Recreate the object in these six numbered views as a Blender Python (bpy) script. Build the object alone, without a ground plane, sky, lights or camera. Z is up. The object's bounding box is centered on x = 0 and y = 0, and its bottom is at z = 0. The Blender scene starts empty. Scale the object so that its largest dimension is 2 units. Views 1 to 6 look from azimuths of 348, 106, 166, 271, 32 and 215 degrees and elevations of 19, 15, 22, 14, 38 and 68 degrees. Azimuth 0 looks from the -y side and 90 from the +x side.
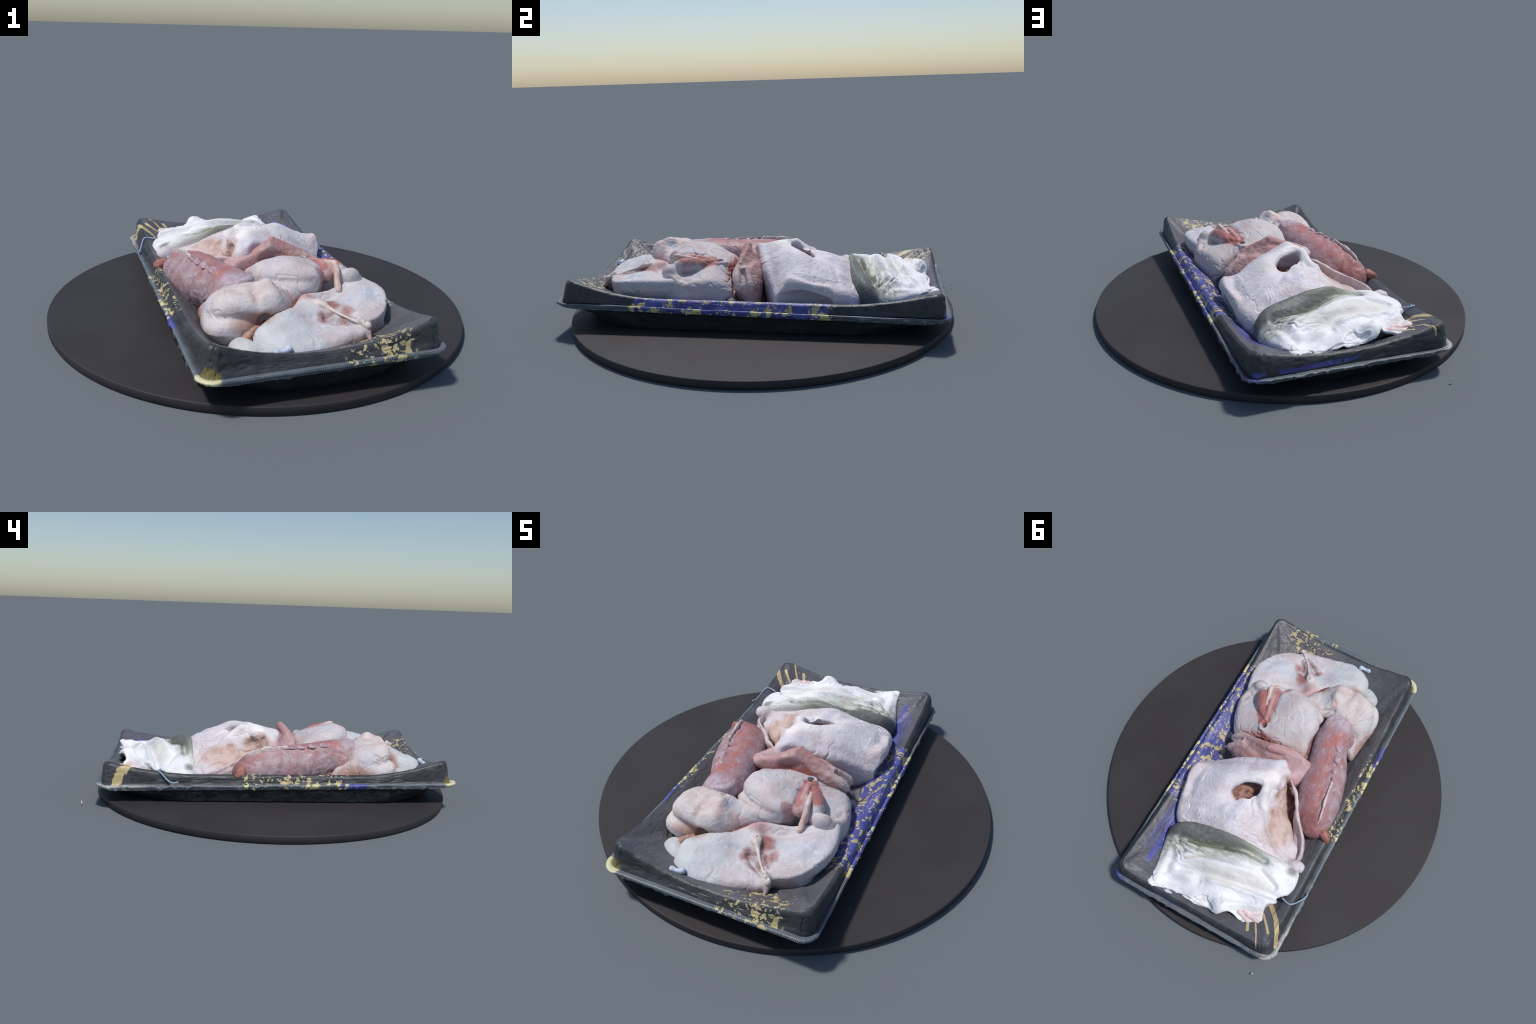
"""Raw fish trimmings in a black printed foam tray that stands on a round dark display disc.
Fish pieces are built as implicit solids (spline outlines with crowned tops, tubes, walls, ellipsoids),
meshed with surface nets.  Everything on the tray is modelled in the tray's own frame:
s across the tray, t along it, z up; the tray frame is turned by TURN about z."""
import bpy, math
import numpy as np
from mathutils import Matrix, Vector

TURN = math.radians(6.2)
TRAY = Matrix.Rotation(TURN, 4, 'Z')
F32 = np.float32
STEP = 0.0042          # meshing step of the fish pieces

# ------------------------------------------------------------------ numeric helpers
def hash3(i, j, k, seed):
    h = (i.astype(np.int64) * 374761393 + j.astype(np.int64) * 668265263 + k.astype(np.int64) * 2147483647 + seed * 1274126177) & 0xFFFFFFFF
    h = ((h ^ (h >> 13)) * 1274126177) & 0xFFFFFFFF
    return ((h ^ (h >> 16)) & 0xFFFF) / 32767.5 - 1.0

def vnoise(p, freq, seed=0):
    """smooth value noise in -1..1 at points p (n,3)"""
    q = p * freq
    b = np.floor(q)
    f = q - b
    f = f * f * f * (f * (f * 6 - 15) + 10)
    b = b.astype(np.int64)
    out = 0
    for dx in (0, 1):
        for dy in (0, 1):
            for dz in (0, 1):
                w = (f[:, 0] if dx else 1 - f[:, 0]) * (f[:, 1] if dy else 1 - f[:, 1]) * (f[:, 2] if dz else 1 - f[:, 2])
                out = out + w * hash3(b[:, 0] + dx, b[:, 1] + dy, b[:, 2] + dz, seed)
    return out

def fbm(p, freq, octaves=3, seed=0, gain=0.5):
    out, amp, tot = 0, 1.0, 0
    for o in range(octaves):
        out = out + amp * vnoise(p, freq * 2.03 ** o, seed + 17 * o)
        tot += amp
        amp *= gain
    return out / tot

def spline(pts, closed=True, per=8):
    """Catmull-Rom through the control points"""
    P = np.array(pts, float)
    n = len(P)
    out = []
    for i in range(n if closed else n - 1):
        if closed:
            a, b, c, d = P[(i - 1) % n], P[i], P[(i + 1) % n], P[(i + 2) % n]
        else:
            a, b, c, d = P[max(i - 1, 0)], P[i], P[i + 1], P[min(i + 2, n - 1)]
        for u in np.arange(per) / per:
            out.append(0.5 * (2 * b + (c - a) * u + (2 * a - 5 * b + 4 * c - d) * u * u + (3 * b - a - 3 * c + d) * u ** 3))
    if not closed:
        out.append(P[-1])
    return np.array(out)

def seg_dist(X, Y, poly, closed):
    """distance from each grid point to a 2D polyline, and the running parameter of the nearest point"""
    best = np.full(X.shape, 1e9)
    par = np.zeros(X.shape)
    n = len(poly)
    for i in range(n if closed else n - 1):
        a, b = poly[i], poly[(i + 1) % n]
        ab = b - a
        L = max(ab @ ab, 1e-12)
        u = np.clip(((X - a[0]) * ab[0] + (Y - a[1]) * ab[1]) / L, 0, 1)
        d = (X - a[0] - u * ab[0]) ** 2 + (Y - a[1] - u * ab[1]) ** 2
        m = d < best
        best = np.where(m, d, best)
        par = np.where(m, i + u, par)
    return np.sqrt(best), par

def poly_sdf(X, Y, poly):
    d, _ = seg_dist(X, Y, poly, True)
    inside = np.zeros(X.shape, bool)
    n = len(poly)
    for i in range(n):
        a, b = poly[i], poly[(i + 1) % n]
        if a[1] == b[1]:
            continue
        c = ((a[1] > Y) != (b[1] > Y)) & (X < (b[0] - a[0]) * (Y - a[1]) / (b[1] - a[1]) + a[0])
        inside ^= c
    return np.where(inside, -d, d)

def surface_through(X, Y, ctrl, smooth=1e-4):
    """thin-plate surface through (s, t, z) control heights"""
    c = np.array(ctrl, float)
    n = len(c)
    U = lambda r2: 0.5 * r2 * np.log(r2 + 1e-9)
    r2 = ((c[:, None, :2] - c[None, :, :2]) ** 2).sum(-1)
    A = np.zeros((n + 3, n + 3))
    A[:n, :n] = U(r2) + smooth * np.eye(n)
    A[:n, n] = 1
    A[:n, n + 1:] = c[:, :2]
    A[n:, :n] = A[:n, n:].T
    w = np.linalg.solve(A, np.r_[c[:, 2], 0, 0, 0])
    H = w[n] + w[n + 1] * X + w[n + 2] * Y
    for i in range(n):
        H = H + w[i] * U((X - c[i, 0]) ** 2 + (Y - c[i, 1]) ** 2)
    return np.clip(H, c[:, 2].min() - 0.02, c[:, 2].max() + 0.012)

def smin(a, b, k):
    h = np.clip(0.5 + 0.5 * (b - a) / k, 0, 1)
    return b * (1 - h) + a * h - k * h * (1 - h)

def smax(a, b, k):
    return -smin(-a, -b, k)

# ------------------------------------------------------------------ implicit solids on a grid
class Field:
    """a box of space sampled on a regular grid, in which a solid is put together"""
    def __init__(self, lo, hi, step=STEP):
        self.lo, self.step = np.array(lo, float), step
        n = [int(math.ceil((h - l) / step)) + 1 for l, h in zip(lo, hi)]
        ax = [lo[i] + step * np.arange(n[i]) for i in range(3)]
        self.X2, self.Y2 = np.meshgrid(ax[0], ax[1], indexing='ij')
        self.X, self.Y = self.X2[:, :, None].astype(F32), self.Y2[:, :, None].astype(F32)
        self.Z = ax[2][None, None, :].astype(F32)
        self.F = np.full(n, 1.0, F32)

    def height(self, ctrl, creases=()):
        H = surface_through(self.X2, self.Y2, ctrl)
        for pts, amp, width in creases:
            d, _ = seg_dist(self.X2, self.Y2, spline(pts, False, 6), False)
            H = H + amp * np.exp(-(d / width) ** 2)
        return H

    def slab(self, outline, H, r=0.03, floor=0.07, under=0.0, per=8, bottom=None):
        d2 = poly_sdf(self.X2, self.Y2, spline(outline, True, per))
        if np.isscalar(H):
            H = np.full(self.X2.shape, H)
        gx, gy = np.gradient(H, self.step)
        k = 1 / np.sqrt(1 + np.minimum(gx * gx + gy * gy, 9))
        H3, k3, d3 = (q[:, :, None].astype(F32) for q in (H, k, d2))
        if not np.isscalar(r):
            r = surface_through(self.X2, self.Y2, r)[:, :, None].astype(F32)
        b = (self.Z - H3) * k3 + r
        a = d3 + r + (under * np.clip(H3 - self.Z - 0.05, 0, 1) if under else 0)
        f = np.minimum(np.maximum(a, b), 0) + np.hypot(np.maximum(a, 0), np.maximum(b, 0)) - r
        low = floor if bottom is None else bottom[:, :, None].astype(F32)
        return np.maximum(f, low - self.Z).astype(F32)

    def ball(self, c, r, turn=0.0):
        c_, s_ = math.cos(turn), math.sin(turn)
        x, y, z = self.X - c[0], self.Y - c[1], self.Z - c[2]
        u, v = c_ * x + s_ * y, -s_ * x + c_ * y
        return ((np.sqrt((u / r[0]) ** 2 + (v / r[1]) ** 2 + (z / r[2]) ** 2) - 1) * min(r)).astype(F32)

    def tube(self, pts, radii, per=5, flat=1.0):
        P = spline([(*p, q) for p, q in zip(pts, radii)], False, per)
        out = None
        for a, b in zip(P[:-1], P[1:]):
            ab = b[:3] - a[:3]
            L = max(ab @ ab, 1e-12)
            u = np.clip(((self.X - a[0]) * ab[0] + (self.Y - a[1]) * ab[1] + (self.Z - a[2]) * ab[2]) / L, 0, 1)
            d = np.sqrt((self.X - a[0] - u * ab[0]) ** 2 + (self.Y - a[1] - u * ab[1]) ** 2 + ((self.Z - a[2] - u * ab[2]) / flat) ** 2) - (a[3] + u * (b[3] - a[3]))
            out = d if out is None else np.minimum(out, d)
        return out.astype(F32)

    def wall(self, pts, tops, bottoms, thick, lean=(0, 0)):
        """an upright sheet along a plan line; lean shifts it sideways with height"""
        P = spline([(*p, a, b) for p, a, b in zip(pts, tops, bottoms)], False, 6)
        d, par = seg_dist(self.X2, self.Y2, P[:, :2], False)
        i = np.clip(par.astype(int), 0, len(P) - 2)
        u = par - i
        top = (P[i, 2] * (1 - u) + P[i + 1, 2] * u)[:, :, None]
        bot = (P[i, 3] * (1 - u) + P[i + 1, 3] * u)[:, :, None]
        a = d[:, :, None] - 0.0
        b = np.maximum(self.Z - top, bot - self.Z) + thick
        f = np.minimum(np.maximum(a, b), 0) + np.hypot(np.maximum(a, 0), np.maximum(b, 0)) - thick
        return f.astype(F32)

    def add(self, f, k=0.0):
        self.F = smin(self.F, f, k) if k else np.minimum(self.F, f)

    def cut(self, f, k=0.0):
        self.F = smax(self.F, -f, k) if k else np.maximum(self.F, -f)

    def mesh(self, relax=3):
        F = self.F.copy()
        for sl in (np.s_[0], np.s_[-1], np.s_[:, 0], np.s_[:, -1], np.s_[:, :, 0], np.s_[:, :, -1]):
            F[sl] = np.maximum(F[sl], 1e-3)
        S = F < 0
        n = F.shape
        cell = tuple(q - 1 for q in n)
        acc = np.zeros(cell + (3,), F32)
        cnt = np.zeros(cell, F32)
        corners = [(i, j, k) for i in (0, 1) for j in (0, 1) for k in (0, 1)]
        view = lambda A, c: A[c[0]:c[0] + cell[0], c[1]:c[1] + cell[1], c[2]:c[2] + cell[2]]
        for a in corners:
            for ax in range(3):
                if a[ax]:
                    continue
                b = tuple(v + (q == ax) for q, v in enumerate(a))
                fa, fb = view(F, a), view(F, b)
                m = view(S, a) != view(S, b)
                t = np.where(m, fa / np.where(m, fa - fb, 1), 0)
                for q in range(3):
                    acc[..., q] += np.where(m, a[q] + (t if q == ax else 0), 0)
                cnt += m
        act = cnt > 0
        ids = np.full(cell, -1, np.int64)
        where = np.argwhere(act)
        ids[act] = np.arange(len(where))
        V = self.lo + self.step * (where + acc[act] / cnt[act][:, None])
        quads = []
        for ax in range(3):
            u, v = (ax + 1) % 3, (ax + 2) % 3
            lo = [slice(None)] * 3
            hi = [slice(None)] * 3
            lo[ax], hi[ax] = slice(0, -1), slice(1, None)
            for s in (u, v):
                lo[s] = hi[s] = slice(1, -1)
            s0, s1 = S[tuple(lo)], S[tuple(hi)]
            for flip in (False, True):
                e = np.argwhere((s0 & ~s1) if not flip else (~s0 & s1))
                if not len(e):
                    continue
                e[:, u] += 1
                e[:, v] += 1
                q = []
                for du, dv in ((-1, -1), (0, -1), (0, 0), (-1, 0)):
                    w = e.copy()
                    w[:, u] += du
                    w[:, v] += dv
                    q.append(ids[w[:, 0], w[:, 1], w[:, 2]])
                q = np.stack(q, 1)
                quads.append(q[:, ::-1] if flip else q)
        Q = np.concatenate(quads)
        for _ in range(relax):
            V = relaxed(V, Q, 0.5)
        return V, Q

def relaxed(V, Q, amount):
    s = np.zeros_like(V)
    c = np.zeros(len(V))
    for a in range(4):
        i, j = Q[:, a], Q[:, (a + 1) % 4]
        for q in range(3):
            s[:, q] += np.bincount(i, V[j, q], len(V)) + np.bincount(j, V[i, q], len(V))
        c += np.bincount(i, minlength=len(V)) + np.bincount(j, minlength=len(V))
    return V + amount * (s / np.maximum(c, 1)[:, None] - V)

def normals_of(V, Q):
    n = np.cross(V[Q[:, 2]] - V[Q[:, 0]], V[Q[:, 3]] - V[Q[:, 1]])
    N = np.zeros_like(V)
    for a in range(4):
        for q in range(3):
            N[:, q] += np.bincount(Q[:, a], n[:, q], len(V))
    return N / np.maximum(np.linalg.norm(N, axis=1), 1e-12)[:, None]

def roughen(V, Q, coarse=0.004, fine=0.0012, freq=16, seed=1, stretch=(1, 1, 1), wrinkle=0.0, pits=0.0, crease=0.0):
    N = normals_of(V, Q)
    P = V * np.array(stretch)
    d = coarse * fbm(P, freq, 2, seed) + fine * fbm(P, freq * 5, 3, seed + 5, 0.6)
    if wrinkle:
        w = fbm(P + 0.02 * fbm(P, 20, 2, seed + 31)[:, None], 34, 2, seed + 9)
        d = d - wrinkle * np.exp(-(w / 0.09) ** 2)
    if crease:
        w = fbm(P + 0.03 * fbm(P, 14, 2, seed + 41)[:, None], 11, 2, seed + 19)
        keep = np.clip(vnoise(P, 7, seed + 23) + 0.35, 0, 1)
        d = d - crease * keep * (np.exp(-(w / 0.05) ** 2) - 0.4 * np.exp(-((w - 0.13) / 0.07) ** 2))
    if pits:
        w = vnoise(P, 70, seed + 3)
        d = d - pits * np.clip(w - 0.45, 0, 1) * 2
    return V + N * d[:, None]

# ------------------------------------------------------------------ Blender objects
def holder(name, label, category, at=(0, 0, 0), local=True):
    e = bpy.data.objects.new(name, None)
    bpy.context.scene.collection.objects.link(e)
    e.empty_display_size = 0.1
    e.matrix_world = (TRAY if local else Matrix()) @ Matrix.Translation(at)
    e["label"], e["category"] = label, category
    return e

def put(name, V, faces, mat, parent=None, local=True, smooth=True, normals=None):
    me = bpy.data.meshes.new(name)
    V = np.asarray(V, F32)
    if isinstance(faces, np.ndarray):
        k = faces.shape[1]
        me.vertices.add(len(V))
        me.vertices.foreach_set("co", V.ravel())
        me.loops.add(faces.size)
        me.loops.foreach_set("vertex_index", faces.ravel().astype(np.int32))
        me.polygons.add(len(faces))
        me.polygons.foreach_set("loop_start", np.arange(0, faces.size, k, dtype=np.int32))
        me.update(calc_edges=True)
    else:
        me.from_pydata([tuple(v) for v in V], [], faces)
    me.validate()
    if smooth:
        me.polygons.foreach_set("use_smooth", np.ones(len(me.polygons), bool))
    if normals is not None:
        me.normals_split_custom_set_from_vertices([tuple(n) for n in normals])
    me.materials.append(mat)
    ob = bpy.data.objects.new(name, me)
    bpy.context.scene.collection.objects.link(ob)
    W = TRAY if local else Matrix()
    if parent is not None:
        ob.parent = parent
        ob.matrix_parent_inverse = (W_OF[parent.name]).inverted()
    ob.matrix_basis = W
    return ob

W_OF = {}
def thing(*a, **k):
    e = holder(*a, **k)
    W_OF[e.name] = e.matrix_world.copy()
    return e

def put_regions(V, Q, parts, parent):
    """split one smooth skin into named parts that share their border; parts = [(name, material, mask(centroid))]"""
    N = normals_of(V, Q)
    C = V[Q].mean(1)
    left = np.ones(len(Q), bool)
    obs = []
    for name, mat, mask in parts:
        m = left & (mask(C) if mask else True)
        left &= ~m
        q = Q[m]
        used, inv = np.unique(q, return_inverse=True)
        obs.append(put(name, V[used], inv.reshape(q.shape), mat, parent, normals=N[used]))
    return obs

# ------------------------------------------------------------------ material graphs
class G:
    """small expression writer for shader nodes; coordinates are Object coordinates"""
    def __init__(self, name):
        self.m = bpy.data.materials.new(name)
        self.m.use_nodes = True
        self.t = self.m.node_tree
        self.bsdf = self.t.nodes["Principled BSDF"]
        tc = self.t.nodes.new("ShaderNodeTexCoord")
        self.P = tc.outputs["Object"]
        self.x, self.y, self.z = self.split(self.P)

    def node(self, kind, **props):
        n = self.t.nodes.new(kind)
        for k, v in props.items():
            setattr(n, k, v)
        return n

    def link(self, v, sock):
        if hasattr(v, "is_linked") or isinstance(v, bpy.types.NodeSocket):
            self.t.links.new(v, sock)
        else:
            sock.default_value = v

    def split(self, v):
        n = self.node("ShaderNodeSeparateXYZ")
        self.link(v, n.inputs[0])
        return n.outputs[0], n.outputs[1], n.outputs[2]

    def op(self, kind, *a, clamp=False):
        n = self.node("ShaderNodeMath", operation=kind, use_clamp=clamp)
        for v, s in zip(a, n.inputs):
            self.link(v, s)
        return n.outputs[0]

    def add(self, *a):
        r = a[0]
        for b in a[1:]:
            r = self.op("ADD", r, b)
        return r

    def mul(self, *a):
        r = a[0]
        for b in a[1:]:
            r = self.op("MULTIPLY", r, b)
        return r

    def sub(self, a, b): return self.op("SUBTRACT", a, b)
    def mx(self, *a):
        r = a[0]
        for b in a[1:]:
            r = self.op("MAXIMUM", r, b)
        return r

    def ramp(self, x, lo, hi):
        """smooth step from 0 at lo to 1 at hi (lo may be above hi)"""
        n = self.node("ShaderNodeMapRange", interpolation_type="SMOOTHSTEP")
        self.link(x, n.inputs[0])
        if lo < hi:
            v = (lo, hi, 0.0, 1.0)
        else:
            v = (hi, lo, 1.0, 0.0)
        for i, q in enumerate(v):
            n.inputs[i + 1].default_value = q
        return n.outputs[0]

    def band(self, x, lo, hi, soft=0.01):
        return self.mul(self.ramp(x, lo - soft, lo + soft), self.ramp(x, hi + soft, hi - soft))

    def mapped(self, scale=(1, 1, 1), loc=(0, 0, 0), rot=(0, 0, 0)):
        n = self.node("ShaderNodeMapping")
        self.link(self.P, n.inputs[0])
        n.inputs["Location"].default_value = loc
        n.inputs["Rotation"].default_value = rot
        n.inputs["Scale"].default_value = scale
        return n.outputs[0]

    def noise(self, freq_, detail=3.0, rough=0.5, distort=0.0, vec=None, **map_):
        n = self.node("ShaderNodeTexNoise")
        self.link(vec if vec is not None else (self.mapped(**map_) if map_ else self.P), n.inputs["Vector"])
        n.inputs["Scale"].default_value = freq_
        n.inputs["Detail"].default_value = detail
        n.inputs["Roughness"].default_value = rough
        n.inputs["Distortion"].default_value = distort
        return n.outputs[0]

    def voronoi(self, freq_, feature="F1", vec=None, rnd=1.0, **map_):
        n = self.node("ShaderNodeTexVoronoi", feature=feature)
        self.link(vec if vec is not None else (self.mapped(**map_) if map_ else self.P), n.inputs["Vector"])
        n.inputs["Scale"].default_value = freq_
        n.inputs["Randomness"].default_value = rnd
        return n.outputs["Distance"]

    def blob(self, c, r, soft=0.35, wob=0.5, freq=14, flat=False):
        """0..1 mask of an ellipsoid region with an irregular edge"""
        d = self.node("ShaderNodeVectorMath", operation="SUBTRACT")
        self.link(self.mapped(scale=(1, 1, 0)) if flat else self.P, d.inputs[0])
        d.inputs[1].default_value = (c[0], c[1], 0) if flat else c
        e = self.node("ShaderNodeVectorMath", operation="DIVIDE")
        self.link(d.outputs[0], e.inputs[0])
        e.inputs[1].default_value = r
        l = self.node("ShaderNodeVectorMath", operation="LENGTH")
        self.link(e.outputs[0], l.inputs[0])
        w = self.mul(self.sub(self.noise(freq, 3), 0.5), wob * 2)
        return self.ramp(self.add(l.outputs["Value"], w), 1 + soft, 1 - soft)

    def streak(self, a, b, width, soft=0.6, wob=0.4, freq=20, flat=False):
        """mask along a line from a to b"""
        a, b = Vector(a), Vector(b)
        ab = b - a
        d = self.node("ShaderNodeVectorMath", operation="SUBTRACT")
        self.link(self.mapped(scale=(1, 1, 0)) if flat else self.P, d.inputs[0])
        d.inputs[1].default_value = a
        dt = self.node("ShaderNodeVectorMath", operation="DOT_PRODUCT")
        self.link(d.outputs[0], dt.inputs[0])
        dt.inputs[1].default_value = ab / ab.dot(ab)
        u = self.op("ADD", dt.outputs["Value"], 0.0, clamp=True)
        sc = self.node("ShaderNodeVectorMath", operation="SCALE")
        sc.inputs[0].default_value = ab
        self.link(u, sc.inputs["Scale"])
        e = self.node("ShaderNodeVectorMath", operation="SUBTRACT")
        self.link(d.outputs[0], e.inputs[0])
        self.link(sc.outputs[0], e.inputs[1])
        l = self.node("ShaderNodeVectorMath", operation="LENGTH")
        self.link(e.outputs[0], l.inputs[0])
        w = self.mul(self.sub(self.noise(freq, 3), 0.5), wob * 2 * width)
        return self.ramp(self.add(l.outputs["Value"], w), width * (1 + soft), width * (1 - soft))

    def mix(self, fac, a, b):
        n = self.node("ShaderNodeMix", data_type="RGBA")
        self.link(fac, n.inputs[0])
        for v, s in ((a, n.inputs[6]), (b, n.inputs[7])):
            if isinstance(v, tuple):
                s.default_value = (*v[:3], 1)
            else:
                self.link(v, s)
        return n.outputs[2]

    def bump(self, h, strength=0.3, dist=0.004):
        n = self.node("ShaderNodeBump")
        n.inputs["Strength"].default_value = strength
        n.inputs["Distance"].default_value = dist
        self.link(h, n.inputs["Height"])
        self.link(n.outputs[0], self.bsdf.inputs["Normal"])

    def done(self, colour, rough=0.55, spec=0.3, sss=0.0):
        if isinstance(colour, tuple):
            self.bsdf.inputs["Base Color"].default_value = (*colour[:3], 1)
        else:
            self.link(colour, self.bsdf.inputs["Base Color"])
        self.link(rough, self.bsdf.inputs["Roughness"])
        self.bsdf.inputs["Specular IOR Level"].default_value = spec
        return self.m

def rgb(r, g, b):
    f = lambda c: (c / 255 / 12.92) if c <= 10 else ((c / 255 + 0.055) / 1.055) ** 2.4
    return (f(r), f(g), f(b))

def flesh_base(g, pale, warm, cool, freq=7):
    c = g.mix(g.ramp(g.noise(freq, 4, 0.55, 0.6), 0.42, 0.68), pale, warm)
    c = g.mix(g.mul(g.ramp(g.noise(freq * 1.4, 3, 0.5, 0.4, loc=(3, 1, 7)), 0.48, 0.72), 0.8), c, cool)
    sinew = g.ramp(g.op("ABSOLUTE", g.sub(g.noise(freq * 1.3, 4, 0.6, 1.6, loc=(7, 2, 5)), 0.5)), 0.02, 0.003)
    c = g.mix(g.mul(sinew, g.ramp(g.noise(5, 2, loc=(4, 4, 1)), 0.42, 0.6), 0.5), c, rgb(226, 224, 232))
    stain = g.ramp(g.noise(freq * 3.2, 5, 0.7, 0.8, loc=(1, 8, 3)), 0.58, 0.74)
    c = g.mix(g.mul(stain, 0.45), c, rgb(186, 146, 136))
    shade = g.ramp(g.noise(freq * 2.1, 4, 0.65, 0.5, loc=(6, 1, 9)), 0.5, 0.72)
    c = g.mix(g.mul(shade, 0.4), c, rgb(172, 166, 172))
    return c

def flesh_bump(g, strength=0.35, scale=60):
    lines = g.op("ABSOLUTE", g.sub(g.noise(scale * 0.45, 3, 0.55, 1.2), 0.5))
    h = g.add(g.mul(g.noise(scale, 5, 0.6, 0.4), 0.7), g.mul(g.ramp(lines, 0.0, 0.06), 0.35))
    g.bump(h, strength * 0.6, 0.005)

PALE, WARM, COOL = rgb(214, 200, 196), rgb(205, 172, 165), rgb(190, 188, 196)
RED, DEEP = rgb(176, 98, 88), rgb(120, 58, 50)

def mat_front_steak():
    g = G("steak_flesh")
    c = flesh_base(g, rgb(203, 199, 203), rgb(197, 182, 182), rgb(190, 196, 206), 6)
    c = g.mix(g.mul(g.blob((-0.13, -0.76, 0.22), (0.14, 0.12, 0.12), 0.5), 0.6), c, rgb(199, 207, 209))
    # brown membrane where the cut turns down towards the skin
    c = g.mix(g.mul(g.blob((0.32, -0.78, 0.12), (0.22, 0.10, 0.10), 0.35), 0.7), c, rgb(150, 112, 100))
    c = g.mix(g.mul(g.blob((-0.16, -0.66, 0.19), (0.09, 0.045, 0.06), 0.4), 0.7), c, rgb(165, 120, 100))
    c = g.mix(g.mul(g.blob((0.03, -0.87, 0.13), (0.22, 0.05, 0.04), 0.4), 0.6), c, rgb(140, 105, 92))
    # dark muscle each side of the bone
    for p, r in (((0.085, -0.675, 0.25), (0.035, 0.03, 0.05)), ((0.14, -0.71, 0.25), (0.04, 0.022, 0.05)), ((0.135, -0.60, 0.255), (0.04, 0.045, 0.05)), ((0.178, -0.655, 0.25), (0.03, 0.035, 0.05))):
        c = g.mix(g.mul(g.blob(p, r, 0.6, 0.8, 26), 0.85), c, g.mix(g.ramp(g.noise(40, 4, 0.7), 0.35, 0.65), rgb(164, 98, 86), rgb(128, 66, 58)))
    c = g.mix(g.mul(g.blob((0.06, -0.53, 0.27), (0.07, 0.045, 0.06), 0.5, 0.6, 25), 0.5), c, rgb(196, 130, 122))
    flesh_bump(g, 0.3)
    return g.done(c, 0.55, 0.26)

def mat_steak():
    g = G("round_steak_flesh")
    c = flesh_base(g, rgb(204, 196, 197), rgb(195, 176, 175), rgb(189, 188, 198), 7)
    c = g.mix(g.mul(g.blob((0.30, -0.20, 0.18), (0.16, 0.16, 0.09), 0.5), 0.5), c, rgb(186, 178, 180))
    above = g.ramp(g.z, 0.235, 0.27)
    red = g.mix(g.ramp(g.noise(30, 4, 0.6, scale=(1, 0.4, 1)), 0.35, 0.65), rgb(178, 104, 98), rgb(150, 88, 84))
    for a, b, w, k in (((0.262, -0.34), (0.188, -0.215), 0.036, 0.9), ((0.192, -0.385), (0.170, -0.225), 0.021, 0.85), ((0.15, -0.435), (0.20, -0.425), 0.022, 0.6), ((0.14, -0.13), (0.18, -0.128), 0.012, 0.8)):
        c = g.mix(g.mul(g.streak((*a, 0), (*b, 0), w, 0.35, 0.4, 24, flat=True), above, k), c, red)
    c = g.mix(g.mul(g.streak((0.20, -0.36, 0), (0.175, -0.22, 0), 0.010, 0.5, 0.3, flat=True), above, 0.6), c, rgb(206, 170, 168))
    c = g.mix(g.mul(g.blob((-0.11, -0.20, 0.2), (0.05, 0.12, 0.06), 0.5), 0.6), c, rgb(196, 140, 130))
    c = g.mix(g.mul(g.blob((0.10, -0.12, 0.25), (0.16, 0.025, 0.06), 0.5), 0.7), c, rgb(188, 124, 114))
    c = g.mix(g.mul(g.blob((0.02, -0.47, 0.22), (0.15, 0.05, 0.035), 0.5), 0.6), c, rgb(160, 112, 98))
    flesh_bump(g, 0.4)
    return g.done(c, 0.55, 0.26)

def mat_folded():
    g = G("folded_belly_flesh")
    c = flesh_base(g, rgb(212, 203, 201), rgb(203, 184, 179), rgb(199, 199, 208), 8)
    c = g.mix(g.mul(g.blob((-0.18, -0.655, 0.22), (0.12, 0.04, 0.05), 0.5), 0.75), c, rgb(164, 116, 96))
    brown = g.mix(g.ramp(g.noise(34, 4, 0.7), 0.35, 0.65), rgb(178, 124, 108), rgb(132, 88, 74))
    c = g.mix(g.mul(g.blob((-0.37, -0.40, 0.14), (0.06, 0.13, 0.07), 0.5, 0.6), 0.75), c, brown)
    c = g.mix(g.mul(g.blob((-0.38, -0.56, 0.135), (0.05, 0.08, 0.03), 0.5, 0.6), 0.6), c, brown)
    c = g.mix(g.mul(g.streak((-0.10, -0.6, 0.32), (-0.14, -0.47, 0.33), 0.02), 0.4), c, rgb(222, 164, 150))
    c = g.mix(g.mul(g.blob((-0.05, -0.57, 0.24), (0.06, 0.07, 0.06), 0.5), 0.6), c, rgb(190, 132, 120))
    c = g.mix(g.mul(g.streak((-0.36, -0.62, 0.19), (-0.24, -0.66, 0.18), 0.02), 0.6), c, rgb(226, 218, 224))
    flesh_bump(g, 0.35)
    return g.done(c, 0.55, 0.26)

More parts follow.
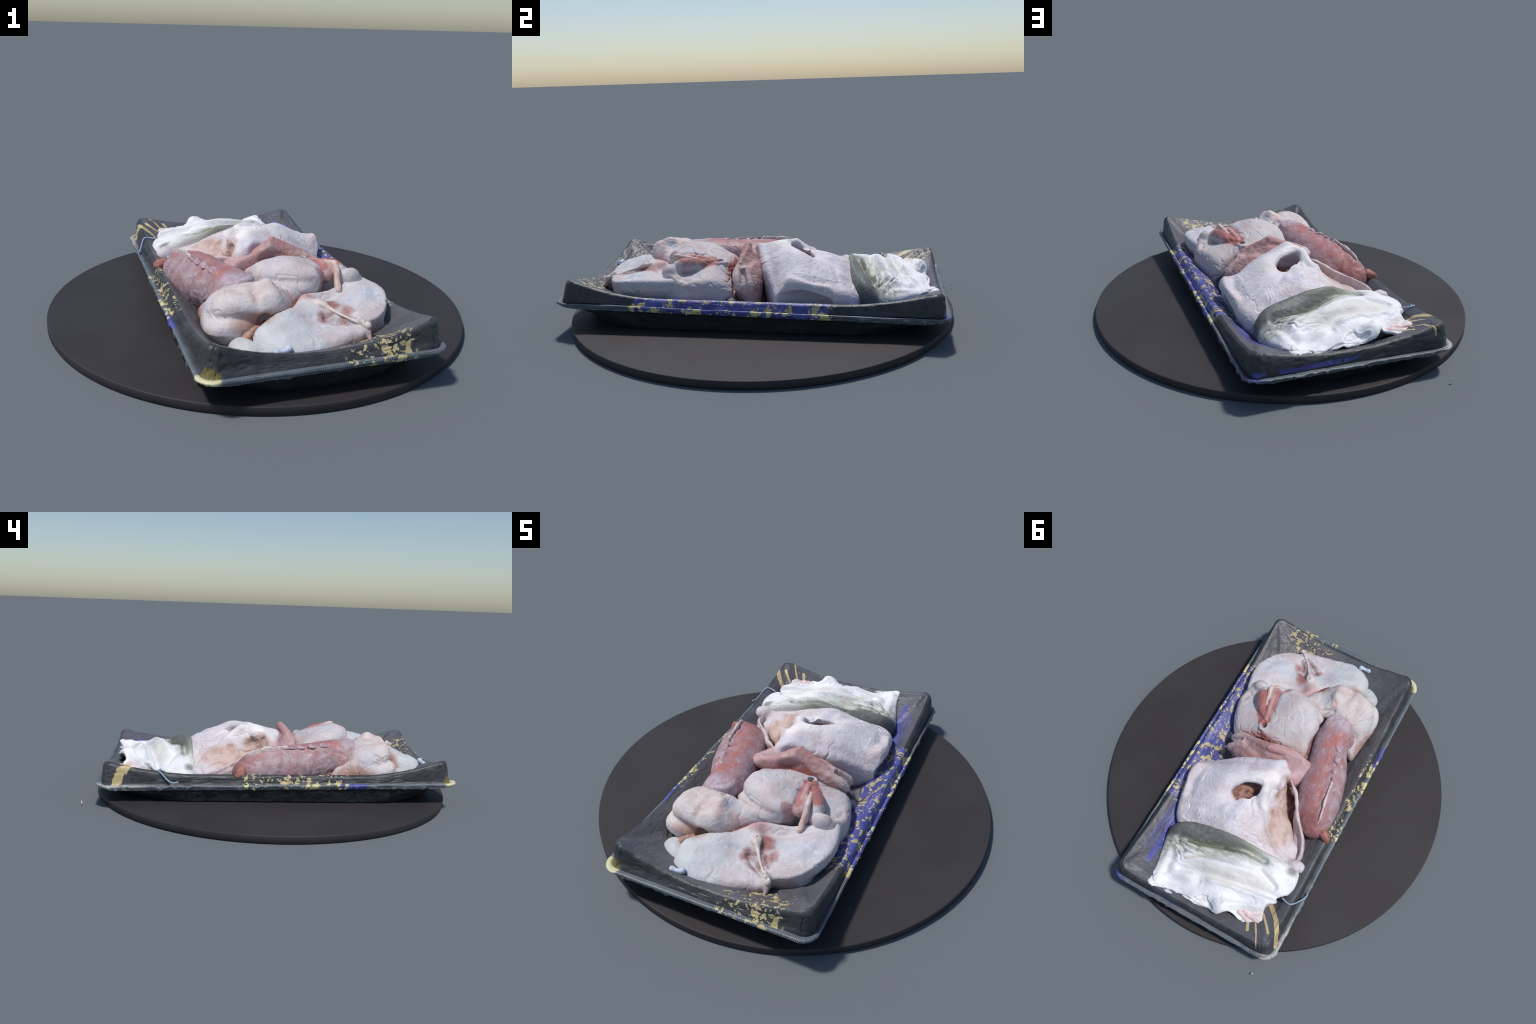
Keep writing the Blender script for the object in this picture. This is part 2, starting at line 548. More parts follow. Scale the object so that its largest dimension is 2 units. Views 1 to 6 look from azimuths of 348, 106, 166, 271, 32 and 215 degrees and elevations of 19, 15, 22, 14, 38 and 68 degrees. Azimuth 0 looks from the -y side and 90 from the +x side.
def mat_tail():
    g = G("tail_flesh")
    c = g.mix(g.ramp(g.noise(13, 4, 0.6, 0.8), 0.38, 0.64), rgb(160, 126, 128), rgb(172, 152, 158))
    lil = rgb(190, 182, 194)
    c = g.mix(g.mul(g.blob((-0.15, -0.20, 0.22), (0.085, 0.26, 0.1), 0.5), 0.7), c, rgb(168, 150, 162))
    c = g.mix(g.mul(g.streak((-0.22, -0.34, 0), (-0.315, 0.15, 0), 0.062, 0.7, 0.6, flat=True), g.ramp(g.z, 0.20, 0.26), 0.85), c, g.mix(g.ramp(g.noise(20, 4, 0.6), 0.4, 0.65), rgb(180, 114, 108), rgb(168, 130, 132)))
    c = g.mix(g.mul(g.blob((-0.21, -0.42, 0.30), (0.085, 0.075, 0.09), 0.5), 0.85), c, g.mix(g.ramp(g.noise(22, 3), 0.4, 0.6), lil, rgb(176, 150, 158)))
    c = g.mix(g.mul(g.blob((-0.27, -0.37, 0.20), (0.06, 0.06, 0.06), 0.5), 0.6), c, rgb(172, 112, 104))
    c = g.mix(g.mul(g.blob((-0.34, 0.18, 0.2), (0.09, 0.08, 0.1), 0.5), 0.75), c, rgb(158, 98, 92))
    streaks = g.ramp(g.noise(14, 4, 0.62, 1.4, scale=(2.0, 0.7, 2.0), rot=(0, 0, 0.3)), 0.55, 0.70)
    c = g.mix(g.mul(streaks, 0.55), c, rgb(196, 186, 198))
    rust = g.ramp(g.noise(26, 4, 0.7, loc=(2, 9, 4)), 0.58, 0.72)
    c = g.mix(g.mul(rust, 0.5), c, rgb(144, 92, 88))
    flesh_bump(g, 0.35, 50)
    return g.done(c, 0.45)

def mat_vertebra():
    g = G("vertebra_flesh")
    c = g.mix(g.ramp(g.noise(12, 4, 0.6, 0.6), 0.38, 0.66), rgb(178, 134, 130), rgb(194, 168, 170))
    c = g.mix(g.mul(g.blob((0.27, -0.06, 0.22), (0.10, 0.07, 0.06), 0.4), 0.8), c, rgb(214, 198, 192))
    c = g.mix(g.mul(g.blob((-0.12, -0.06, 0.25), (0.08, 0.10, 0.07), 0.5), 0.6), c, rgb(204, 172, 176))
    c = g.mix(g.mul(g.blob((0.07, -0.125, 0.28), (0.10, 0.04, 0.05), 0.4), 0.85), c, rgb(146, 74, 68))
    c = g.mix(g.mul(g.streak((0.0, -0.11, 0.335), (0.21, -0.1, 0.29), 0.014), 0.6), c, rgb(222, 190, 180))
    flesh_bump(g, 0.45, 45)
    return g.done(c, 0.55, 0.26)

def head_graph(name):
    g = G(name)
    c = flesh_base(g, rgb(220, 213, 218), rgb(210, 197, 198), rgb(204, 202, 214), 9)
    c = g.mix(g.mul(g.blob((0.06, 0.23, 0.37), (0.26, 0.10, 0.09), 0.5), 0.5), c, rgb(232, 228, 230))
    c = g.mix(g.mul(g.blob((0.20, 0.06, 0.26), (0.22, 0.07, 0.07), 0.5), 0.5), c, rgb(196, 186, 194))
    c = g.mix(g.mul(g.streak((-0.06, 0.09, 0.36), (0.03, 0.14, 0.37), 0.034), 0.85), c, rgb(240, 236, 233))
    c = g.mix(g.mul(g.streak((-0.045, 0.18, 0.36), (-0.085, 0.27, 0.30), 0.026), 0.7), c, rgb(236, 230, 230))
    c = g.mix(g.mul(g.blob((0.40, 0.30, 0.15), (0.06, 0.16, 0.09), 0.5), 0.35), c, rgb(176, 166, 172))
    # tissue lines
    lines = g.ramp(g.op("ABSOLUTE", g.sub(g.noise(6, 3, 0.55, 1.8), 0.5)), 0.022, 0.004)
    c = g.mix(g.mul(lines, g.blob((0.0, 0.42, 0.27), (0.3, 0.14, 0.14), 0.4), 0.5), c, rgb(240, 236, 244))
    # bare tan meat of the open right cheek
    tan = g.mx(g.blob((-0.20, 0.22, 0.21), (0.095, 0.20, 0.12), 0.3, 0.4), g.blob((-0.12, 0.08, 0.26), (0.05, 0.10, 0.08), 0.35, 0.35))
    tc = g.mix(g.ramp(g.noise(18, 4, 0.6, 0.5), 0.4, 0.62), rgb(206, 182, 172), rgb(186, 154, 142))
    tc = g.mix(g.mul(g.blob((-0.13, 0.19, 0.30), (0.05, 0.09, 0.035), 0.5, 0.6), 0.9), tc, rgb(150, 104, 68))
    tc = g.mix(g.mul(g.blob((-0.31, 0.28, 0.14), (0.06, 0.09, 0.04), 0.5), 0.7), tc, rgb(186, 120, 106))
    c = g.mix(g.mul(tan, 0.9), c, tc)
    # socket
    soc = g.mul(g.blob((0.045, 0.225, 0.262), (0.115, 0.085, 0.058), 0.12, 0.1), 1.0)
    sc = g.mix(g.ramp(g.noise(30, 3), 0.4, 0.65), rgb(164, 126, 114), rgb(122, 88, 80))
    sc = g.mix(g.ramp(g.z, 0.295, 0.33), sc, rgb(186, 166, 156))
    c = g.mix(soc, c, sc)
    flesh_bump(g, 0.5, 55)
    return g.done(c, 0.55, 0.26)

def mat_skin():
    g = G("white_skin")
    white = g.mix(g.ramp(g.noise(8, 4, 0.6), 0.45, 0.7), rgb(236, 236, 238), rgb(222, 220, 222))
    white = g.mix(g.mul(g.streak((0.1, 0.72, 0.26), (-0.3, 0.62, 0.24), 0.045), 0.45), white, rgb(214, 206, 192))
    white = g.mix(g.mul(g.blob((-0.33, 0.81, 0.2), (0.06, 0.06, 0.06), 0.5), 0.6), white, rgb(226, 204, 202))
    # greenish grey back: dark rolled lip, olive crease, pale streaky band with a ragged border
    s = g.x
    wob = g.mul(g.sub(g.noise(7, 4, 0.6, scale=(0.5, 2.0, 1)), 0.5), 0.10)
    grain = g.mul(g.sub(g.noise(30, 4, 0.7, 0.6, scale=(0.5, 2.4, 1.2), rot=(0, 0, -0.3)), 0.5), 0.12)
    v = g.sub(g.y, g.add(g.mul(s, 0.36), 0.590))
    green = g.ramp(g.add(v, wob, grain), 0.055, -0.02)
    lip = g.ramp(g.add(g.sub(g.y, g.add(g.mul(s, 0.27), 0.533)), g.mul(grain, 0.35)), 0.018, -0.012)
    rightfade = g.ramp(s, -0.34, -0.10)
    streak = g.ramp(g.noise(26, 4, 0.7, 0.8, scale=(0.45, 2.6, 1), rot=(0, 0, -0.32)), 0.42, 0.62)
    gc = g.mix(streak, rgb(206, 208, 198), rgb(158, 162, 148))
    blot = g.mul(g.blob((0.21, 0.635, 0.22), (0.10, 0.05, 0.1), 0.6, 0.7, 18), streak)
    gc = g.mix(g.mul(blot, 0.9), gc, rgb(98, 102, 96))
    lc = g.mix(g.ramp(g.noise(34, 4, 0.7), 0.35, 0.65), rgb(118, 120, 116), rgb(96, 99, 97))
    lc = g.mix(g.ramp(s, 0.12, -0.2), lc, rgb(150, 152, 138))
    gc = g.mix(g.mul(lip, g.add(g.mul(rightfade, 0.8), 0.2)), gc, lc)
    gc = g.mix(g.mul(g.streak((0.20, 0.602, 0), (0.0, 0.540, 0), 0.014, 0.7, 0.5, flat=True), 0.75), gc, rgb(92, 95, 78))
    gc = g.mix(g.mul(g.streak((0.0, 0.540, 0), (-0.26, 0.512, 0), 0.013, 0.7, 0.5, flat=True), 0.8), gc, rgb(92, 94, 80))
    c = g.mix(g.mul(green, g.add(g.mul(rightfade, 0.6), 0.4)), white, gc)
    # warm line where the belly meets the band
    c = g.mix(g.mul(g.streak((0.17, 0.70, 0), (0.03, 0.612, 0), 0.008, 0.7, 0.6, flat=True), 0.5), c, rgb(196, 178, 152))
    c = g.mix(g.mul(g.blob((-0.375, 0.475, 0.2), (0.03, 0.03, 0.03), 0.5), 0.8), c, rgb(110, 110, 104))
    c = g.mix(g.mul(g.streak((-0.29, 0.60, 0.24), (-0.34, 0.635, 0.22), 0.014, 0.7), 0.6), c, rgb(140, 146, 136))
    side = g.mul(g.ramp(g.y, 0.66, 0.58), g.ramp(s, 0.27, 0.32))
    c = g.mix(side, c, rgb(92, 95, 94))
    h = g.add(g.noise(36, 4, 0.6), g.mul(g.noise(70, 3, 0.7, scale=(0.5, 2.4, 1)), 0.5))
    g.bump(h, 0.22, 0.005)
    return g.done(c, 0.5)

def mat_plain(name, a, b, freq=20, rough=0.5, bump=0.3, spec=0.3):
    g = G(name)
    c = g.mix(g.ramp(g.noise(freq, 4, 0.6, 0.4), 0.35, 0.65), a, b)
    if bump:
        flesh_bump(g, bump)
    return g.done(c, rough, spec)

def mat_disc():
    g = G("dark_laminate")
    c = g.mix(g.ramp(g.noise(3, 4, 0.6), 0.35, 0.65), rgb(52, 48, 50), rgb(56, 53, 55))
    g.bump(g.noise(240, 2), 0.05, 0.002)
    return g.done(c, 0.62, 0.35)

def mat_tray(part):
    g = G("printed_black_foam_" + part)
    s, t, z = g.x, g.y, g.z
    n1 = g.noise(10, 5, 0.65, 0.5)
    base = {"basin": (rgb(98, 97, 103), rgb(87, 87, 92)), "rim_wall": (rgb(70, 72, 76), rgb(52, 54, 57)), "flange": (rgb(92, 99, 105), rgb(72, 78, 84)), "underside": (rgb(40, 42, 44), rgb(30, 32, 34))}[part]
    c = g.mix(g.ramp(n1, 0.35, 0.65), *base)
    if part == "rim_wall":
        worn = g.ramp(g.noise(55, 4, 0.7, 0.6), 0.6, 0.72)
        c = g.mix(g.mul(worn, 0.5), c, rgb(96, 96, 98))
    if part == "flange":
        u = g.op("SINE", g.mul(g.add(s, t), 2 * math.pi / 0.016))
        v = g.op("SINE", g.mul(g.sub(s, t), 2 * math.pi / 0.016))
        w = g.ramp(g.mul(u, v), -0.2, 0.3)
        c = g.mix(g.mul(w, 0.75), c, rgb(128, 138, 146))
        fray = g.mul(g.ramp(z, 0.139, 0.133), g.ramp(s, -0.40, -0.46), g.mx(g.ramp(t, -0.35, -0.6), g.ramp(t, 0.62, 0.8)))
        c = g.mix(g.mul(fray, g.ramp(g.noise(30, 3), 0.35, 0.5)), c, rgb(168, 167, 168))
    if part != "underside":
        # blue print along the +s side, ending in streaks
        wob = g.mul(g.sub(g.noise(7, 2), 0.5), 0.05)
        tb = g.add(t, wob)
        blue = g.mul(g.ramp(s, 0.335, 0.345), g.band(tb, -0.545, 0.405, 0.006))
        warp = g.add(s, g.mul(t, 0.09))
        st = g.op("SINE", g.add(g.mul(warp, 330.0), g.mul(g.noise(5, 2), 9.0)))
        tail = g.mul(g.ramp(s, 0.335, 0.345), g.band(t, 0.40, 0.74, 0.02), g.ramp(g.add(st, g.mul(g.sub(t, 0.4), 3.4)), 0.6, 0.45), g.ramp(s, 0.43, 0.42))
        nearmeat = g.mul(g.ramp(s, 0.335, 0.345), g.band(t, 0.40, 0.80, 0.02), g.ramp(g.add(s, g.mul(t, 0.05)), 0.415, 0.405))
        frontblue = g.mul(g.ramp(g.add(t, g.mul(s, -0.12)), -0.86, -0.865), g.band(s, 0.12, 0.40, 0.02), g.ramp(z, 0.125, 0.12), 0.0)
        endblue = g.mul(g.ramp(t, 0.915, 0.922), g.ramp(g.add(s, g.mul(z, 3.0), wob), 0.44, 0.46), g.ramp(z, 0.168, 0.152), g.ramp(g.noise(22, 3), 0.62, 0.52), g.ramp(z, 0.136, 0.141)) if part != "basin" else 0.0
        leftblue = g.mul(g.ramp(s, -0.47, -0.475), g.band(t, -0.46, -0.30, 0.01)) if part == "flange" else 0.0
        b = g.mx(blue, tail, nearmeat, frontblue, endblue, leftblue)
        bc = g.mix(g.ramp(g.noise(16, 3), 0.35, 0.65), rgb(94, 97, 164), rgb(74, 77, 138))
        c = g.mix(b, c, bc)
        # gold flecks: warped cells kept where a coarser noise allows them
        wv = g.node("ShaderNodeVectorMath", operation="ADD")
        nz = g.node("ShaderNodeTexNoise")
        g.link(g.P, nz.inputs["Vector"])
        nz.inputs["Scale"].default_value = 26
        sc = g.node("ShaderNodeVectorMath", operation="SCALE")
        g.link(nz.outputs["Color"], sc.inputs[0])
        sc.inputs["Scale"].default_value = 0.075
        g.link(g.mapped(scale=(1.0, 1.25, 0.8)), wv.inputs[0])
        g.link(sc.outputs[0], wv.inputs[1])
        cells = g.ramp(g.voronoi(19, vec=wv.outputs[0]), 0.43, 0.41)
        cells2 = g.ramp(g.voronoi(40, vec=wv.outputs[0]), 0.38, 0.35)
        keep = g.ramp(g.noise(13, 2), 0.44, 0.47)
        flecks = g.mx(g.mul(cells, keep), g.mul(cells2, g.ramp(g.noise(17, 2, loc=(5, 5, 5)), 0.46, 0.49)))
        zone = g.mx(g.mul(g.ramp(s, 0.34, 0.35), g.band(tb, -0.56, 0.42, 0.01)),
                    g.mul(g.ramp(t, -0.77, -0.78), g.band(g.add(s, wob), 0.07, 0.36, 0.01), g.ramp(g.add(g.mul(s, -0.45), t), -0.885, -0.895)),
                    g.mul(g.ramp(s, -0.440, -0.444), g.band(tb, -0.36, 0.20, 0.01), g.ramp(g.noise(15, 2, loc=(1, 2, 3)), 0.42, 0.46)))
        gold = g.mix(g.ramp(g.noise(30, 3), 0.3, 0.7), rgb(198, 184, 142), rgb(178, 164, 118))
        gold = g.mix(g.ramp(z, 0.168, 0.158), gold, rgb(214, 204, 150)) if part == "flange" else gold
        c = g.mix(g.mul(flecks, zone), c, gold)
        # gold strokes at the corner by the white skin, and the yellow corner
        strokes = []
        for (a, b2, w) in (((-0.360, 0.685), (-0.425, 0.752), 0.012), ((-0.425, 0.752), (-0.456, 0.800), 0.0125), ((-0.456, 0.800), (-0.482, 0.865), 0.009), ((-0.344, 0.747), (-0.385, 0.79), 0.006), ((-0.385, 0.79), (-0.420, 0.830), 0.0065), ((-0.335, 0.814), (-0.365, 0.86), 0.005), ((-0.365, 0.86), (-0.398, 0.922), 0.004), ((-0.30, 0.835), (-0.315, 0.865), 0.008)):
            strokes.append(g.streak((*a, 0), (*b2, 0), w, 0.15, 0.25, 25, flat=True))
        c = g.mix(g.mx(*strokes), c, rgb(196, 178, 132))
        if part in ("rim_wall", "flange"):
            y = g.mul(g.blob((-0.475, -0.935, 0.15), (0.06, 0.055, 0.05), 0.15, 0.3, 30), 0.95)
            yc = rgb(218, 212, 172) if part == "flange" else rgb(112, 104, 62)
            c = g.mix(y, c, yc)
    g.bump(g.add(g.noise(40, 5, 0.7), g.mul(g.noise(160, 2), 0.4)), 0.35 if part != "underside" else 0.2, 0.006)
    return g.done(c, 0.4 if part != "underside" else 0.7, 0.4)

# ------------------------------------------------------------------ disc
def build_disc():
    R, h, n = 1.0, 0.0375, 288
    prof = [(0.0, 0.0), (R - 0.003, 0.0), (R, 0.003), (R, h - 0.004), (R - 0.0015, h - 0.001), (R - 0.005, h), (0.0, h)]
    V, F = [(0, 0, 0)], []
    for r, z in prof[1:-1]:
        for i in range(n):
            a = 2 * math.pi * i / n
            V.append((r * math.cos(a), r * math.sin(a), z))
    V.append((0, 0, h))
    m = len(prof) - 2
    for i in range(n):
        j = (i + 1) % n
        F.append((0, 1 + j, 1 + i))
        for k in range(m - 1):
            F.append((1 + k * n + i, 1 + k * n + j, 1 + (k + 1) * n + j, 1 + (k + 1) * n + i))
        F.append((1 + (m - 1) * n + i, 1 + (m - 1) * n + j, len(V) - 1))
    ob = put("display_disc", np.array(V), F, mat_disc(), local=False)
    me = ob.data
    me.polygons.foreach_set("use_smooth", [len(p.vertices) == 4 for p in me.polygons])
    ob["label"] = "flat round disc with a dark brown-black matt surface"
    ob["category"] = "display disc"

# ------------------------------------------------------------------ tray
def ridge_height(s, t):
    along = 0.184 + 0.083 * np.clip((np.abs(t) - 0.45) / 0.43, 0, 1) ** 1.7 + 0.006 * np.clip(-t - 0.5, 0, 1)
    across = 0.186 + 0.080 * np.clip(np.abs(s) / 0.43, 0, 1) ** 2
    fall = 0.85 - 0.11 * t / 0.88          # the corners by the white skin are lower
    along, across = 0.184 + (along - 0.184) * fall, 0.186 + (across - 0.186) * fall
    w = np.clip((np.abs(t) / 0.89 - np.abs(s) / 0.45) * 12 + 0.5, 0, 1)
    w = w * w * (3 - 2 * w)
    return along * (1 - w) + across * w

def ring(hs, ht, r, n=720):
    """points of a rounded rectangle, evenly matched between rings by angle sector"""
    out = []
    per_c = n // 8
    per_l, per_s = (n - 4 * per_c) * 65 // 100 // 2, 0
    per_s = (n - 4 * per_c - 2 * per_l) // 2
    corners = [(hs - r, ht - r, 0), (-hs + r, ht - r, 90), (-hs + r, -ht + r, 180), (hs - r, -ht + r, 270)]
    starts = []
    for cx, cy, a0 in corners:
        arc = [(cx + r * math.cos(math.radians(a0 + 90 * i / per_c)), cy + r * math.sin(math.radians(a0 + 90 * i / per_c))) for i in range(per_c + 1)]
        starts.append(arc)
    for k in range(4):
        arc, nxt = starts[k], starts[(k + 1) % 4]
        out += arc[:-1]
        m = per_s if k % 2 == 0 else per_l
        a, b = arc[-1], nxt[0]
        out += [(a[0] + (b[0] - a[0]) * i / m, a[1] + (b[1] - a[1]) * i / m) for i in range(m)]
    return np.array(out)

def build_tray():
    tray = thing("foam_tray", "black foam food tray printed with blue and gold", "food tray", (0, 0, 0.038))
    hr = lambda p: ridge_height(p[:, 0], p[:, 1])
    def level(hs, ht, r, zf):
        p = ring(hs, ht, r)
        z = zf(p) if callable(zf) else np.full(len(p), zf)
        return np.c_[p, z]
    FL = 0.146
    def tilt(P):
        """the flange slopes a little, the ridge less; the -t wall stands further in, the +t wall further out"""
        P = P.copy()
        s_, t_, z_ = P[:, 0].copy(), P[:, 1].copy(), P[:, 2].copy()
        lift = np.clip((z_ - 0.148) / 0.03, 0, 1)
        up = np.clip((z_ - 0.06) / 0.04, 0, 1)
        P[:, 1] += 0.007 * lift * (t_ > 0) + 0.005 * lift * np.clip((-t_ - 0.78) / 0.08, 0, 1)
        P[:, 0] += 0.004 * np.clip(s_ / 0.4, 0, 1) * (z_ > 0.1436) * np.clip((0.503 - s_) / 0.01, 0, 1)
        P[:, 0] += 0.006 * np.clip(-s_ / 0.4, 0, 1) * (z_ > 0.1436) * np.clip((0.49 + s_) / 0.01, 0, 1)
        P[:, 2] -= 0.050 * (z_ > 0.06) * (s_ < 0.43) * np.exp(-((s_ - 0.355) / 0.05) ** 2 - ((t_ - 0.02) / 0.06) ** 2)   # hollow left open beside the blue wall
        slope = np.clip((0.44 - np.abs(s_)) / 0.03, 0, 1) * np.clip((0.885 - np.abs(t_)) / 0.03, 0, 1) * np.clip((np.abs(t_) - 0.55) / 0.2, 0, 1) * np.clip((np.abs(s_) - 0.18) / 0.12, 0, 1) * (z_ > 0.06)
        P[:, 2] += slope * np.where(t_ > 0, 0.014, 0.002)
        P[:, 1] -= 0.008 * np.clip((t_ - 0.85) / 0.08, 0, 1) * (z_ < 0.1436) * np.clip((0.146 - z_) / 0.01, 0, 1)
        P[:, 1] -= 0.026 * (t_ > 0) * np.clip((0.122 - z_) / 0.03, 0, 1) * np.clip(t_ / 0.8, 0, 1) * np.clip((np.abs(s_) - 0.12) / 0.2, 0, 1)   # base tucked in at the +t end
        inside = np.clip((0.435 + s_) / 0.05, 0, 1) * np.clip(-s_ / 0.3, 0, 1) * np.clip((0.75 - np.abs(t_)) / 0.1, 0, 1)
        P[:, 2] -= 0.006 * inside * (z_ > 0.06)                                                    # steeper inside on the -s side
        P[:, 2] += up * ((1 - lift) * (0.012 * s_ - 0.016 * t_) + lift * (0.005 * s_ - 0.006 * t_))
        return P
    def mid(f, up):        # level between flange and ridge
        return lambda p: FL + (hr(p) - FL) * f + up
    rings = {
        "underside": [level(0.445, 0.860, 0.38, 0.039), level(0.470, 0.885, 0.40, 0.039), level(0.476, 0.890, 0.39, 0.044), level(0.485, 0.912, 0.33, 0.082), level(0.492, 0.934, 0.22, 0.112), level(0.497, 0.948, 0.12, 0.121)],
        "flange": [level(0.497, 0.948, 0.12, 0.121), level(0.501, 0.954, 0.080, 0.129), level(0.505, 0.959, 0.070, 0.138), level(0.504, 0.958, 0.068, 0.143), level(0.500, 0.955, 0.066, 0.1475), level(0.492, 0.946, 0.060, 0.148), level(0.486, 0.936, 0.050, 0.145), level(0.482, 0.930, 0.048, 0.1435)],
        "rim_wall": [level(0.482, 0.930, 0.048, 0.1435), level(0.480, 0.926, 0.047, mid(0.15, 0.002)), level(0.477, 0.922, 0.048, mid(0.4, 0)), level(0.473, 0.917, 0.050, mid(0.7, 0)), level(0.468, 0.912, 0.050, mid(0.9, 0)), level(0.461, 0.906, 0.050, mid(0.99, 0)), level(0.452, 0.898, 0.052, mid(1.0, 0.0015))],
        "basin": [level(0.452, 0.898, 0.052, mid(1.0, 0.0015)), level(0.445, 0.891, 0.056, mid(0.985, 0)), level(0.434, 0.877, 0.07, mid(0.92, -0.002)), level(0.42, 0.855, 0.10, mid(0.78, -0.005)), level(0.40, 0.82, 0.15, mid(0.56, -0.010)), level(0.378, 0.78, 0.19, mid(0.33, -0.016)), level(0.355, 0.745, 0.21, mid(0.10, -0.024)), level(0.33, 0.71, 0.21, 0.104), level(0.29, 0.66, 0.2, 0.092), level(0.24, 0.60, 0.18, 0.09)],
    }
    for part, L in rings.items():
        # refine between the rings
        fine = []
        for a, b in zip(L[:-1], L[1:]):
            m = max(1, int(np.linalg.norm(a - b, axis=1).max() / 0.007))
            fine += [a + (b - a) * i / m for i in range(m)]
        fine.append(L[-1])
        n = len(fine[0])
        V = tilt(np.concatenate(fine))
        F = [(k * n + i, k * n + (i + 1) % n, (k + 1) * n + (i + 1) % n, (k + 1) * n + i) for k in range(len(fine) - 1) for i in range(n)]
        Q = np.array(F)
        N = normals_of(V, Q)
        up = fbm(V, 16, 3, 4)
        edge = np.minimum(np.repeat(np.arange(len(fine)), n), np.repeat(np.arange(len(fine))[::-1], n))
        lock = np.clip(edge / 2.0, 0, 1)      # keep shared borders where they are
        amp = {"underside": 0.006, "flange": 0.0026, "rim_wall": 0.0045, "basin": 0.003}[part]
        d = amp * up + 0.35 * amp * fbm(V, 70, 3, 8)
        if part in ("rim_wall", "basin"):      # crumpled foam: short sharp dents
            dent = np.abs(fbm(V * np.array([1, 1, 1.8]), 24, 3, 33))
            d = d - (0.0045 if part == "rim_wall" else 0.002) * np.exp(-(dent / 0.07) ** 2)
        if part == "flange":
            V = V + np.c_[np.zeros((len(V), 2)), 0.0035 * fbm(np.c_[V[:, :2], 0 * V[:, 2]], 9, 2, 77) * lock]
        if part == "flange":                   # frayed film along the lower outer edge
            fr = np.clip(fbm(V, 60, 3, 12) - 0.05, 0, 1)
            low = (V[:, 2] < 0.141)
            V = V + np.c_[N[:, :2] * (fr * low * lock)[:, None] * 0.012, -0.010 * fr * low * lock]
        V = V + N * (d * lock)[:, None]
        if part == "basin":
            c = len(V)
            V = np.r_[V, tilt(np.array([[0, 0, 0.09]]))]
            F = [tuple(f) for f in F] + [((len(fine) - 1) * n + i, (len(fine) - 1) * n + (i + 1) % n, c) for i in range(n)]
        elif part == "underside":
            c = len(V)
            V = np.r_[V, [[0, 0, 0.039]]]
            F = [tuple(f) for f in F] + [((i + 1) % n, i, c) for i in range(n)]
        put({"basin": "basin", "rim_wall": "rim_wall", "flange": "flange", "underside": "underside"}[part], V, [tuple(f) for f in F], mat_tray(part), tray)
    return tray

# ------------------------------------------------------------------ fish pieces
def solid(name, f, mat, parent, relax=3, **rough):
    V, Q = f.mesh(relax)
    V = roughen(V, Q, **rough)
    return put(name, V, Q, mat, parent)

BONE = None

